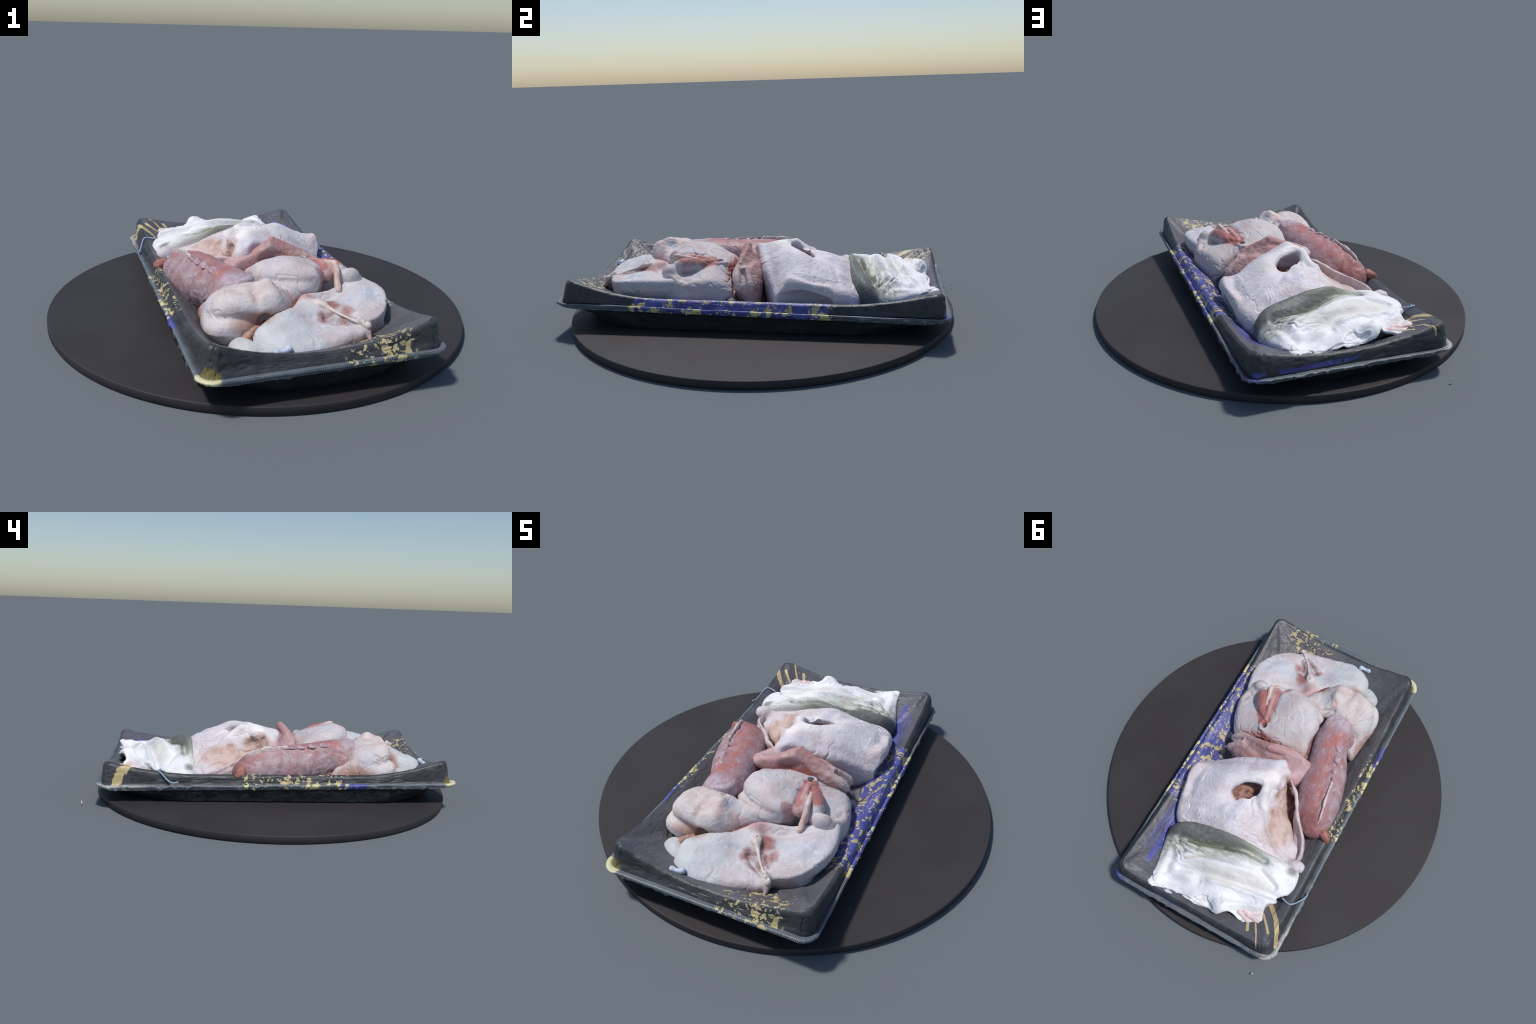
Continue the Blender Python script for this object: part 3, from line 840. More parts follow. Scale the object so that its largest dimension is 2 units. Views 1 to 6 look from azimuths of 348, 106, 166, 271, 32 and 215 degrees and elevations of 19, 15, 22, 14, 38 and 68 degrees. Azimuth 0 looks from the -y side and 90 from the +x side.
def build_front_steak():
    e = thing("fish_steak", "pale horseshoe fish steak with a bone and red muscle", "raw fish steak", (0.1, -0.65, 0.07))
    f = Field((-0.30, -0.92, 0.05), (0.48, -0.32, 0.34))
    outline = [(0.385, -0.355), (0.408, -0.43), (0.418, -0.49), (0.412, -0.56), (0.382, -0.63), (0.34, -0.69), (0.29, -0.728), (0.245, -0.748), (0.228, -0.762), (0.212, -0.790), (0.180, -0.806), (0.127, -0.817), (0.069, -0.834), (-0.007, -0.855), (-0.064, -0.873), (-0.134, -0.866), (-0.192, -0.838), (-0.224, -0.80), (-0.238, -0.74), (-0.225, -0.69), (-0.17, -0.655), (-0.05, -0.60), (0.0, -0.55), (0.05, -0.485), (0.11, -0.46), (0.2, -0.44), (0.27, -0.41), (0.33, -0.375)]
    H = f.height([(-0.20, -0.78, 0.215), (-0.15, -0.74, 0.236), (-0.15, -0.81, 0.218), (-0.05, -0.70, 0.240), (-0.05, -0.82, 0.204), (0.04, -0.715, 0.208), (0.06, -0.78, 0.204), (0.10, -0.64, 0.243), (0.085, -0.60, 0.262), (0.06, -0.53, 0.266), (0.14, -0.55, 0.244), (0.22, -0.55, 0.250), (0.30, -0.515, 0.276), (0.30, -0.60, 0.268), (0.32, -0.68, 0.240), (0.38, -0.50, 0.272), (0.38, -0.42, 0.268), (0.35, -0.62, 0.256), (0.215, -0.75, 0.222), (0.24, -0.70, 0.236), (0.20, -0.66, 0.238), (0.12, -0.79, 0.206), (0.18, -0.78, 0.206), (0.0, -0.6, 0.262), (0.30, -0.40, 0.27)],
                 [([(0.09, -0.675), (0.14, -0.715), (0.185, -0.738)], -0.024, 0.016), ([(0.13, -0.61), (0.17, -0.66), (0.20, -0.69)], -0.016, 0.018), ([(0.085, -0.60), (0.14, -0.675), (0.215, -0.755)], 0.014, 0.012), ([(-0.16, -0.70), (-0.05, -0.675), (0.03, -0.67)], -0.007, 0.014), ([(-0.12, -0.80), (-0.02, -0.76), (0.06, -0.745)], 0.005, 0.02), ([(0.10, -0.53), (0.2, -0.50), (0.27, -0.46)], -0.024, 0.028), ([(0.26, -0.66), (0.32, -0.62), (0.36, -0.55)], -0.004, 0.02)])
    f.add(f.slab(outline, H, r=[(-0.2, -0.8, 0.06), (-0.1, -0.86, 0.05), (0.1, -0.8, 0.03), (0.25, -0.74, 0.010), (0.4, -0.6, 0.011), (0.42, -0.42, 0.025), (0.1, -0.5, 0.03), (-0.2, -0.68, 0.05)], under=0.35))
    # membrane below the cut on the +s side
    f.add(f.ball((0.30, -0.66, 0.12), (0.08, 0.07, 0.06), 0.7), 0.03)
    f.add(f.tube([(0.225, -0.775, 0.20), (0.225, -0.80, 0.175), (0.222, -0.826, 0.152)], [0.016, 0.010, 0.008]), 0.012)
    f.add(f.ball((-0.08, -0.66, 0.20), (0.10, 0.05, 0.05), 0.5), 0.02)
    V, Q = f.mesh(2)
    V = roughen(V, Q, 0.004, 0.0014, 12, 3, wrinkle=0.0008, crease=0.004)
    put("flesh", V, Q, mat_front_steak(), e)
    b = Field((0.03, -0.81, 0.19), (0.26, -0.54, 0.31), 0.003)
    b.add(b.tube([(0.085, -0.605, 0.256), (0.115, -0.645, 0.246), (0.15, -0.695, 0.235), (0.18, -0.73, 0.226), (0.20, -0.748, 0.222)], [0.015, 0.010, 0.0055, 0.006, 0.010]))
    b.add(b.ball((0.085, -0.600, 0.256), (0.034, 0.026, 0.018), -0.8), 0.012)
    b.cut(b.ball((0.083, -0.600, 0.280), (0.011, 0.011, 0.022)), 0.004)
    b.add(b.tube([(0.20, -0.75, 0.236), (0.213, -0.764, 0.224), (0.225, -0.776, 0.218)], [0.012, 0.015, 0.014]), 0.008)
    b.cut(b.ball((0.219, -0.772, 0.236), (0.008, 0.008, 0.010)), 0.003)
    solid("bone", b, BONE, e, relax=1, coarse=0.0015, fine=0.0008, freq=40, seed=8)
    # soft lobes beside and under the steak
    o = Field((-0.36, -0.80, 0.05), (-0.16, -0.62, 0.23))
    o.add(o.ball((-0.278, -0.700, 0.128), (0.058, 0.052, 0.060), 0.4))
    o.add(o.ball((-0.245, -0.735, 0.125), (0.05, 0.05, 0.05), 0.4), 0.03)
    solid("fat_lobe", o, mat_plain("pale_fat", rgb(200, 203, 204), rgb(190, 188, 190), 14), e, coarse=0.003, fine=0.001, seed=5)
    o = Field((-0.22, -0.90, 0.13), (-0.10, -0.80, 0.23), 0.003)
    o.add(o.tube([(-0.188, -0.862, 0.196), (-0.170, -0.860, 0.194), (-0.152, -0.860, 0.196), (-0.138, -0.856, 0.200)], [0.014, 0.011, 0.012, 0.015]))
    solid("jelly_bit", o, mat_plain("blue_white_jelly", rgb(184, 197, 216), rgb(200, 210, 224), 30, 0.35), e, relax=1, coarse=0.002, fine=0.0005, freq=30, seed=5)

def build_round_steak():
    e = thing("fish_steak", "round pink fish steak with a bone plate and marrow hole", "raw fish steak", (0.15, -0.3, 0.07))
    f = Field((-0.16, -0.52, 0.05), (0.47, -0.07, 0.41))
    arm = [(0.390, -0.385), (0.404, -0.32), (0.395, -0.25), (0.372, -0.175), (0.340, -0.115), (0.305, -0.095), (0.249, -0.105), (0.196, -0.12), (0.10, -0.16), (0.10, -0.3), (0.2, -0.38), (0.30, -0.43), (0.37, -0.42)]
    Ha = f.height([(0.40, -0.36, 0.248), (0.36, -0.35, 0.272), (0.40, -0.28, 0.254), (0.39, -0.20, 0.245), (0.34, -0.13, 0.235), (0.30, -0.20, 0.278), (0.30, -0.28, 0.270), (0.24, -0.20, 0.292), (0.17, -0.18, 0.304), (0.155, -0.13, 0.275), (0.25, -0.12, 0.245), (0.25, -0.30, 0.285), (0.31, -0.40, 0.312), (0.2, -0.35, 0.29), (0.33, -0.35, 0.262)],
                  [([(0.355, -0.345), (0.37, -0.30)], -0.012, 0.014)])
    f.add(f.slab(arm, Ha, r=0.035, under=-0.12))
    f.add(f.ball((0.315, -0.405, 0.285), (0.040, 0.030, 0.034), 0.5), 0.012)
    lobe = [(0.185, -0.40), (0.150, -0.452), (0.104, -0.470), (0.038, -0.455), (-0.029, -0.428), (-0.082, -0.384), (-0.112, -0.337), (-0.113, -0.28), (-0.110, -0.22), (-0.112, -0.14), (0.0, -0.118), (0.10, -0.12), (0.165, -0.14), (0.175, -0.22), (0.18, -0.32)]
    Hl = f.height([(0.05, -0.37, 0.378), (0.05, -0.30, 0.361), (0.05, -0.23, 0.343), (0.08, -0.18, 0.322), (0.09, -0.14, 0.300), (0.13, -0.40, 0.352), (0.15, -0.33, 0.350), (0.15, -0.26, 0.330), (0.10, -0.44, 0.352), (0.02, -0.43, 0.352), (-0.05, -0.38, 0.350), (-0.09, -0.33, 0.335), (-0.09, -0.25, 0.322), (-0.08, -0.18, 0.285), (-0.02, -0.30, 0.356), (0.0, -0.16, 0.295)])
    big = f.slab(lobe, Hl, r=0.040, under=0.12)
    f.add(big, 0.012)
    # fold round the front of the lobe and lower ply
    f.cut(f.tube([(-0.12, -0.36, 0.285), (-0.03, -0.452, 0.292), (0.04, -0.482, 0.300), (0.12, -0.485, 0.305)], [0.006, 0.014, 0.015, 0.010]), 0.02)
    f.add(f.tube([(-0.085, -0.385, 0.26), (0.0, -0.435, 0.262), (0.06, -0.448, 0.262), (0.11, -0.435, 0.262)], [0.03, 0.034, 0.036, 0.03]), 0.015)
    # red muscle either side of the bone plate
    f.add(f.tube([(0.268, -0.372, 0.296), (0.256, -0.33, 0.302), (0.222, -0.26, 0.297), (0.18, -0.21, 0.292)], [0.034, 0.042, 0.030, 0.012]), 0.008)
    f.add(f.tube([(0.200, -0.40, 0.300), (0.198, -0.34, 0.318), (0.18, -0.26, 0.310), (0.168, -0.21, 0.300)], [0.030, 0.030, 0.022, 0.010]), 0.010)
    # marrow hole and its lip, notch behind it
    f.add(f.ball((0.168, -0.178, 0.292), (0.036, 0.034, 0.022)), 0.012)
    f.cut(f.tube([(0.170, -0.182, 0.34), (0.166, -0.176, 0.262)], [0.017, 0.013]), 0.006)
    f.cut(f.tube([(0.19, -0.125, 0.282), (0.12, -0.115, 0.285)], [0.010, 0.010]), 0.008)
    f.cut(f.tube([(0.372, -0.352, 0.285), (0.350, -0.34, 0.262)], [0.010, 0.008]), 0.008)
    V, Q = f.mesh(2)
    V = roughen(V, Q, 0.004, 0.0012, 12, 23, wrinkle=0.0008, crease=0.004)
    put("flesh", V, Q, mat_steak(), e)
    b = Field((0.15, -0.50, 0.22), (0.30, -0.18, 0.39), 0.003)
    b.add(b.wall([(0.232, -0.466), (0.236, -0.44), (0.240, -0.40), (0.225, -0.34), (0.20, -0.27), (0.178, -0.215)], [0.262, 0.300, 0.356, 0.346, 0.326, 0.305], [0.236, 0.240, 0.258, 0.27, 0.27, 0.27], 0.013))
    b.cut(b.wall([(0.262, -0.47), (0.258, -0.43)], [0.30, 0.30], [0.2, 0.2], 0.012), 0.004)
    solid("bone_plate", b, mat_plain("pinkish_bone", rgb(220, 200, 192), rgb(208, 174, 166), 25), e, relax=1, coarse=0.002, fine=0.001, freq=30, seed=8)

def build_folded_belly():
    e = thing("folded_belly_piece", "soft pale folded fish belly lump with lower flap", "raw fish piece", (-0.2, -0.5, 0.07))
    f = Field((-0.42, -0.70, 0.05), (0.08, -0.26, 0.40))
    top = [(0.06, -0.46), (0.03, -0.52), (-0.014, -0.57), (-0.059, -0.621), (-0.115, -0.648), (-0.18, -0.650), (-0.247, -0.642), (-0.308, -0.625), (-0.350, -0.588), (-0.372, -0.521), (-0.372, -0.45), (-0.35, -0.40), (-0.29, -0.40), (-0.2, -0.425), (-0.10, -0.41), (0.0, -0.42)]
    H = f.height([(0.03, -0.48, 0.288), (-0.02, -0.52, 0.295), (-0.05, -0.45, 0.300), (-0.06, -0.59, 0.298), (-0.07, -0.49, 0.305), (-0.125, -0.537, 0.352), (-0.115, -0.60, 0.335), (-0.165, -0.56, 0.338), (-0.17, -0.49, 0.330), (-0.22, -0.45, 0.318), (-0.20, -0.62, 0.318), (-0.25, -0.60, 0.325), (-0.25, -0.53, 0.318), (-0.31, -0.59, 0.312), (-0.31, -0.50, 0.308), (-0.35, -0.52, 0.285), (-0.35, -0.44, 0.262), (-0.31, -0.42, 0.28), (-0.12, -0.45, 0.315)],
                 [([(-0.09, -0.425), (-0.12, -0.450), (-0.145, -0.455)], -0.02, 0.012), ([(-0.19, -0.64), (-0.19, -0.58), (-0.17, -0.53)], -0.010, 0.016)])
    f.add(f.slab(top, H, r=0.045, floor=0.20, under=0.3))
    f.add(f.ball((-0.122, -0.535, 0.332), (0.022, 0.028, 0.026)), 0.016)
    f.add(f.ball((-0.115, -0.605, 0.295), (0.026, 0.03, 0.032)), 0.02)
    low = [(-0.02, -0.52), (-0.09, -0.60), (-0.17, -0.62), (-0.24, -0.655), (-0.297, -0.664), (-0.350, -0.645), (-0.383, -0.600), (-0.391, -0.525), (-0.382, -0.441), (-0.366, -0.341), (-0.35, -0.29), (-0.30, -0.32), (-0.2, -0.42), (-0.1, -0.45)]
    Hl = f.height([(-0.05, -0.53, 0.22), (-0.2, -0.6, 0.22), (-0.3, -0.63, 0.232), (-0.36, -0.60, 0.225), (-0.37, -0.5, 0.215), (-0.37, -0.40, 0.21), (-0.35, -0.32, 0.185), (-0.2, -0.45, 0.25), (-0.3, -0.4, 0.24)])
    f.add(f.slab(low, Hl, r=0.035, under=0.55), 0.022)
    f.cut(f.tube([(-0.155, -0.665, 0.215), (-0.165, -0.640, 0.225), (-0.165, -0.61, 0.22)], [0.022, 0.026, 0.016]), 0.02)
    f.cut(f.tube([(-0.41, -0.44, 0.225), (-0.385, -0.52, 0.232), (-0.375, -0.60, 0.245), (-0.31, -0.665, 0.247), (-0.22, -0.68, 0.24)], [0.008, 0.009, 0.008, 0.009, 0.01]), 0.02)
    V, Q = f.mesh(2)
    V = roughen(V, Q, 0.004, 0.0012, 14, 44, wrinkle=0.0008, crease=0.0035)
    put("flesh", V, Q, mat_folded(), e)
    # rusty membrane shreds between this piece and the steak in front
    m = Field((-0.32, -0.74, 0.10), (-0.02, -0.58, 0.25))
    m.add(m.tube([(-0.27, -0.675, 0.165), (-0.23, -0.68, 0.19), (-0.20, -0.665, 0.195)], [0.016, 0.014, 0.02]))
    m.add(m.tube([(-0.15, -0.665, 0.215), (-0.12, -0.65, 0.225), (-0.08, -0.63, 0.23)], [0.018, 0.022, 0.018]), 0.02)
    solid("membrane", m, mat_plain("rusty_membrane", rgb(178, 142, 126), rgb(150, 112, 98), 40), e, relax=1, coarse=0.009, fine=0.004, freq=40, seed=9)

def ribbed_tail(V, Q):
    """muscle blocks show through the flanks as soft upright ribs"""
    N = normals_of(V, Q)
    flank = np.clip((0.285 - V[:, 2]) / 0.06, 0, 1) * np.clip((V[:, 1] + 0.40) / 0.1, 0, 1)
    phase = (V[:, 1] + 0.25 * (V[:, 2] - 0.2)) / 0.062 + 0.5 * fbm(V, 9, 2, 62)
    d = 0.0035 * np.abs(np.sin(np.pi * phase)) ** 0.6 - 0.002
    return V + N * (d * flank)[:, None]

def build_tail():
    e = thing("fish_tail_section", "red skinned fish backbone section with bony scutes and fin", "raw fish piece", (-0.28, -0.1, 0.07))
    f = Field((-0.46, -0.50, 0.05), (-0.08, 0.27, 0.37))
    f.add(f.tube([(-0.210, -0.405, 0.262), (-0.214, -0.33, 0.238), (-0.235, -0.25, 0.213), (-0.268, -0.15, 0.192), (-0.298, -0.03, 0.180), (-0.328, 0.06, 0.176), (-0.348, 0.13, 0.172), (-0.366, 0.178, 0.165)], [0.060, 0.089, 0.098, 0.110, 0.120, 0.108, 0.090, 0.064]))
    f.add(f.tube([(-0.195, -0.33, 0.236), (-0.215, -0.25, 0.224), (-0.242, -0.15, 0.210), (-0.262, -0.03, 0.196), (-0.292, 0.06, 0.192), (-0.315, 0.13, 0.184), (-0.345, 0.18, 0.172)], [0.075, 0.088, 0.095, 0.100, 0.092, 0.080, 0.062]), 0.03)
    f.add(f.slab([(-0.25, -0.435), (-0.155, -0.43), (-0.135, -0.36), (-0.20, -0.30), (-0.29, -0.33), (-0.29, -0.39)], f.height([(-0.20, -0.42, 0.330), (-0.16, -0.38, 0.322), (-0.25, -0.42, 0.312), (-0.27, -0.35, 0.305), (-0.17, -0.32, 0.315)]), r=0.02), 0.02)
    f.add(f.ball((-0.27, -0.385, 0.20), (0.055, 0.07, 0.07), 0.3), 0.03)
    f.add(f.tube([(-0.24, -0.34, 0.298), (-0.285, -0.23, 0.294), (-0.322, -0.10, 0.290), (-0.348, 0.05, 0.276), (-0.360, 0.16, 0.245)], [0.018, 0.012, 0.010, 0.009, 0.010]), 0.04)
    f.add(f.ball((-0.29, 0.0, 0.10), (0.125, 0.2, 0.06), 0.25), 0.03)
    crest = -0.290 - 0.235 * (f.Y + 0.2)
    roof = 0.326 - 0.050 * (f.Y + 0.2) - 0.85 * np.maximum(crest - f.X, 0) - 0.06 * np.maximum(f.X - crest, 0)
    f.F = smax(f.F, ((f.Z - roof) * 0.74).astype(F32), 0.010)
    V, Q = f.mesh(2)
    V = ribbed_tail(roughen(V, Q, 0.006, 0.0014, 14, 61, wrinkle=0.0014, crease=0.0015), Q)
    put("body", V, Q, mat_tail(), e)
    scute_mat = mat_plain("lilac_bone", rgb(188, 164, 174), rgb(166, 132, 138), 40, 0.4)
    rng = np.random.default_rng(4)
    for i, (x, y, z, a, b) in enumerate([(-0.275, -0.262, 0.310, 0.032, 0.022), (-0.302, -0.186, 0.308, 0.029, 0.020), (-0.320, -0.122, 0.306, 0.022, 0.015), (-0.333, -0.080, 0.306, 0.024, 0.012), (-0.340, -0.040, 0.305, 0.022, 0.011)]):
        g = Field((x - 0.045, y - 0.045, z - 0.03), (x + 0.045, y + 0.045, z + 0.035), 0.0025)
        turn = 1.9 + rng.uniform(-0.3, 0.3)
        g.add(g.ball((x, y, z - 0.004), (a * 1.1, b * 1.1, 0.0085), turn))
        g.add(g.ball((x + rng.uniform(-0.008, 0.008), y + rng.uniform(0.002, 0.014), z + 0.003), (b * 0.9, b * 0.5, rng.uniform(0.006, 0.013)), turn + rng.uniform(-0.6, 0.6)), 0.005)
        g.cut(g.ball((x + rng.uniform(-0.006, 0.006), y - 0.008, z + 0.012), (a * 0.6, b * 0.5, 0.007), turn), 0.003)
        solid("scute", g, scute_mat, e, relax=1, coarse=0.007, fine=0.0015, freq=34, seed=70 + i)
    w = Field((-0.41, -0.09, 0.16), (-0.30, 0.24, 0.34), 0.003)
    w.add(w.wall([(-0.338, -0.045), (-0.346, 0.01), (-0.357, 0.075), (-0.372, 0.14), (-0.374, 0.175), (-0.366, 0.205)], [0.316, 0.318, 0.312, 0.296, 0.268, 0.222], [0.27, 0.26, 0.24, 0.22, 0.20, 0.19], 0.0065))
    w.cut(w.tube([(-0.36, 0.03, 0.325), (-0.33, 0.03, 0.322)], [0.012, 0.012]), 0.006)
    solid("fin", w, mat_plain("ivory_fin", rgb(222, 210, 204), rgb(196, 180, 180), 35, 0.45), e, relax=1, coarse=0.005, fine=0.001, freq=28, seed=12)
    o = Field((-0.50, 0.15, 0.10), (-0.36, 0.28, 0.24), 0.003)
    o.add(o.tube([(-0.405, 0.195, 0.20), (-0.435, 0.205, 0.192), (-0.455, 0.225, 0.178), (-0.462, 0.243, 0.166)], [0.02, 0.024, 0.017, 0.007]))
    solid("meat_scrap", o, mat_plain("orange_meat", rgb(176, 122, 110), rgb(146, 94, 86), 40), e, relax=1, coarse=0.008, fine=0.002, freq=35, seed=14)

def build_vertebra():
    e = thing("fish_vertebra_piece", "pink tented backbone cut with hollow front and forked end", "raw fish piece", (0.08, -0.06, 0.07))
    f = Field((-0.20, -0.19, 0.05), (0.37, 0.07, 0.41))
    outline = [(-0.16, -0.02), (-0.165, -0.09), (-0.115, -0.145), (-0.03, -0.158), (0.08, -0.142), (0.19, -0.135), (0.26, -0.125), (0.30, -0.09), (0.31, -0.04), (0.29, -0.005), (0.23, 0.020), (0.06, 0.0), (-0.03, -0.025), (-0.08, 0.0), (-0.13, 0.015)]
    H = f.height([(0.075, -0.078, 0.366), (0.03, -0.092, 0.352), (-0.01, -0.105, 0.328), (0.123, -0.085, 0.338), (-0.07, -0.115, 0.300), (-0.13, -0.10, 0.282), (-0.10, -0.02, 0.275), (-0.145, -0.02, 0.255), (-0.06, -0.06, 0.255), (0.18, -0.09, 0.318), (0.235, -0.075, 0.292), (0.285, -0.05, 0.245), (0.21, -0.02, 0.276), (0.10, -0.03, 0.304), (0.04, -0.04, 0.290), (0.275, 0.0, 0.215), (-0.02, -0.03, 0.248), (0.08, -0.135, 0.318), (0.2, -0.13, 0.275)],
                 [([(-0.02, -0.105), (0.075, -0.085), (0.17, -0.095)], 0.014, 0.020), ([(0.20, -0.06), (0.10, -0.03)], -0.012, 0.02)])
    f.add(f.slab(outline, H, r=0.022, under=0.15))
    f.cut(f.ball((0.075, -0.152, 0.300), (0.085, 0.036, 0.045)), 0.02)
    f.add(f.tube([(0.20, -0.10, 0.29), (0.26, -0.105, 0.262), (0.305, -0.095, 0.232), (0.322, -0.088, 0.205)], [0.020, 0.022, 0.022, 0.014]), 0.015)
    f.add(f.tube([(0.24, -0.06, 0.275), (0.29, -0.04, 0.240), (0.312, -0.028, 0.215), (0.315, -0.022, 0.185)], [0.020, 0.020, 0.018, 0.012]), 0.015)
    f.cut(f.tube([(0.26, -0.075, 0.275), (0.33, -0.06, 0.22)], [0.012, 0.018]), 0.01)
    f.add(f.tube([(0.055, -0.095, 0.34), (0.068, -0.080, 0.362), (0.075, -0.068, 0.372)], [0.022, 0.014, 0.007]), 0.012)
    # torn flap edges along the crest and the front
    f.add(f.wall([(-0.06, -0.120), (0.0, -0.108), (0.05, -0.088), (0.10, -0.078), (0.16, -0.092), (0.22, -0.095)], [0.305, 0.338, 0.366, 0.362, 0.335, 0.312], [0.25, 0.28, 0.30, 0.30, 0.28, 0.26], 0.007), 0.008)
    f.cut(f.tube([(0.0, -0.075, 0.318), (0.08, -0.045, 0.345), (0.16, -0.06, 0.330)], [0.010, 0.012, 0.010]), 0.012)
    f.cut(f.tube([(0.12, -0.02, 0.330), (0.19, -0.045, 0.315), (0.25, -0.04, 0.285)], [0.007, 0.009, 0.008]), 0.010)
    f.add(f.ball((-0.135, -0.115, 0.25), (0.04, 0.035, 0.035)), 0.02)
    f.cut(f.ball((-0.145, -0.135, 0.285), (0.015, 0.02, 0.014)), 0.01)
    V, Q = f.mesh(2)
    V = roughen(V, Q, 0.005, 0.0014, 15, 81, wrinkle=0.0012, crease=0.0015)
    V = V + np.array([-0.012, 0.028, 0.0])          # leans back against the head
    put("vertebra", V, Q, mat_vertebra(), e)
    d = Field((0.22, -0.19, 0.05), (0.42, 0.03, 0.22))
    d.add(d.ball((0.335, -0.095, 0.105), (0.055, 0.065, 0.060), 0.2))
    solid("dark_skin", d, mat_plain("dark_blue_skin", rgb(82, 84, 102), rgb(64, 66, 84), 30), e, coarse=0.003, fine=0.001, seed=3)

def build_head():
    e = thing("fish_head", "pale skinned half fish head with hollow eye socket", "raw fish head", (0.05, 0.25, 0.07))
    f = Field((-0.42, -0.08, 0.05), (0.46, 0.60, 0.42))
    outline = [(0.392, 0.145), (0.33, 0.115), (0.263, 0.082), (0.169, 0.036), (0.053, 0.004), (-0.003, -0.015), (-0.05, -0.035), (-0.078, -0.015), (-0.10, 0.04), (-0.13, 0.10), (-0.17, 0.16), (-0.22, 0.24), (-0.28, 0.33), (-0.35, 0.41), (-0.36, 0.45), (-0.2, 0.49), (0.0, 0.50), (0.2, 0.525), (0.31, 0.54), (0.36, 0.50), (0.385, 0.44), (0.398, 0.38), (0.408, 0.30), (0.413, 0.23)]
    H = f.height([(-0.05, -0.025, 0.345), (0.0, 0.0, 0.352), (0.05, 0.02, 0.332), (0.17, 0.05, 0.298), (0.26, 0.095, 0.262), (0.38, 0.155, 0.225), (0.33, 0.15, 0.248), (0.22, 0.12, 0.302), (0.12, 0.08, 0.330), (0.03, 0.08, 0.360), (-0.02, 0.12, 0.376), (-0.02, 0.186, 0.374), (-0.06, 0.10, 0.362), (0.10, 0.15, 0.366), (0.17, 0.20, 0.364), (0.17, 0.26, 0.352), (0.13, 0.29, 0.322), (0.07, 0.31, 0.318), (0.26, 0.22, 0.318), (0.33, 0.25, 0.288), (0.37, 0.17, 0.260), (0.395, 0.20, 0.272), (0.395, 0.28, 0.262), (0.375, 0.38, 0.238), (0.30, 0.33, 0.280), (0.34, 0.41, 0.238), (0.25, 0.42, 0.276), (0.335, 0.48, 0.216), (0.22, 0.5, 0.225), (0.05, 0.50, 0.255), (-0.1, 0.47, 0.245), (0.10, 0.36, 0.325), (0.11, 0.42, 0.298), (0.05, 0.47, 0.282), (0.03, 0.32, 0.336), (-0.04, 0.26, 0.318), (-0.06, 0.22, 0.322), (-0.09, 0.27, 0.304), (-0.03, 0.36, 0.302), (-0.12, 0.32, 0.262), (-0.17, 0.37, 0.240), (-0.10, 0.42, 0.264), (-0.22, 0.40, 0.205), (-0.29, 0.42, 0.188), (-0.2, 0.48, 0.2),
                  (-0.105, 0.04, 0.29), (-0.115, 0.12, 0.280), (-0.13, 0.19, 0.248), (-0.16, 0.26, 0.232), (-0.16, 0.17, 0.205), (-0.20, 0.24, 0.190), (-0.22, 0.31, 0.192), (-0.27, 0.37, 0.172), (-0.26, 0.32, 0.160)],
                 [([(0.385, 0.20), (0.395, 0.28), (0.372, 0.39)], 0.010, 0.016), ([(0.34, 0.22), (0.35, 0.30), (0.335, 0.37)], -0.010, 0.020), ([(0.30, 0.43), (0.18, 0.40), (0.12, 0.34)], -0.008, 0.014), ([(0.36, 0.14), (0.22, 0.10), (0.10, 0.06)], -0.006, 0.018),
                  ([(-0.09, 0.27), (-0.14, 0.335), (-0.2, 0.39), (-0.29, 0.425)], 0.010, 0.012), ([(-0.02, 0.30), (-0.05, 0.36), (-0.03, 0.43)], -0.006, 0.012)])
    body = f.slab(outline, H, r=[(0.39, 0.2, 0.014), (0.38, 0.36, 0.02), (0.3, 0.1, 0.016), (0.0, 0.0, 0.018), (-0.09, 0.03, 0.02), (-0.12, 0.15, 0.03), (-0.3, 0.38, 0.03), (0.0, 0.5, 0.03), (0.33, 0.5, 0.04)], under=0.12)
    f.add(body)
    # hollow under the bony edge along the +s side and under the front edge
    f.cut(f.tube([(0.425, 0.17, 0.17), (0.425, 0.27, 0.175), (0.405, 0.37, 0.155)], [0.052, 0.060, 0.045]), 0.010)
    f.cut(f.tube([(0.35, 0.06, 0.13), (0.25, 0.01, 0.16), (0.12, -0.055, 0.19)], [0.05, 0.05, 0.04]), 0.025)
    # lumps of the open cheek
    f.add(f.ball((-0.10, 0.09, 0.28), (0.03, 0.06, 0.07), 0.2), 0.02)
    f.add(f.ball((-0.09, 0.02, 0.24), (0.035, 0.04, 0.06)), 0.02)
    f.cut(f.tube([(-0.115, 0.055, 0.30), (-0.12, 0.05, 0.2)], [0.014, 0.016]), 0.02)
    f.cut(f.ball((-0.140, 0.17, 0.290), (0.032, 0.075, 0.036), 0.25), 0.012)
    f.add(f.ball((-0.24, 0.30, 0.15), (0.04, 0.10, 0.045), 0.5), 0.02)
    f.add(f.ball((-0.30, 0.36, 0.13), (0.05, 0.05, 0.04), 0.5), 0.02)
    f.add(f.tube([(-0.17, 0.33, 0.215), (-0.20, 0.32, 0.20), (-0.225, 0.325, 0.19)], [0.008, 0.010, 0.007]), 0.01)
    # eye socket, with the bridge beside it
    eye = [(0.116, 0.284), (0.126, 0.252), (0.108, 0.218), (0.082, 0.184), (0.05, 0.158), (0.012, 0.146), (-0.022, 0.156), (-0.038, 0.180), (-0.028, 0.212), (0.0, 0.232), (0.018, 0.262), (0.052, 0.272), (0.080, 0.296)]
    socket_floor = 0.276 + 0.16 * (f.Y2 - 0.22) + 0.10 * np.clip(f.X2 - 0.04, 0, 1)
    f.cut(f.slab(eye, 0.5, r=0.01, bottom=socket_floor), 0.012)
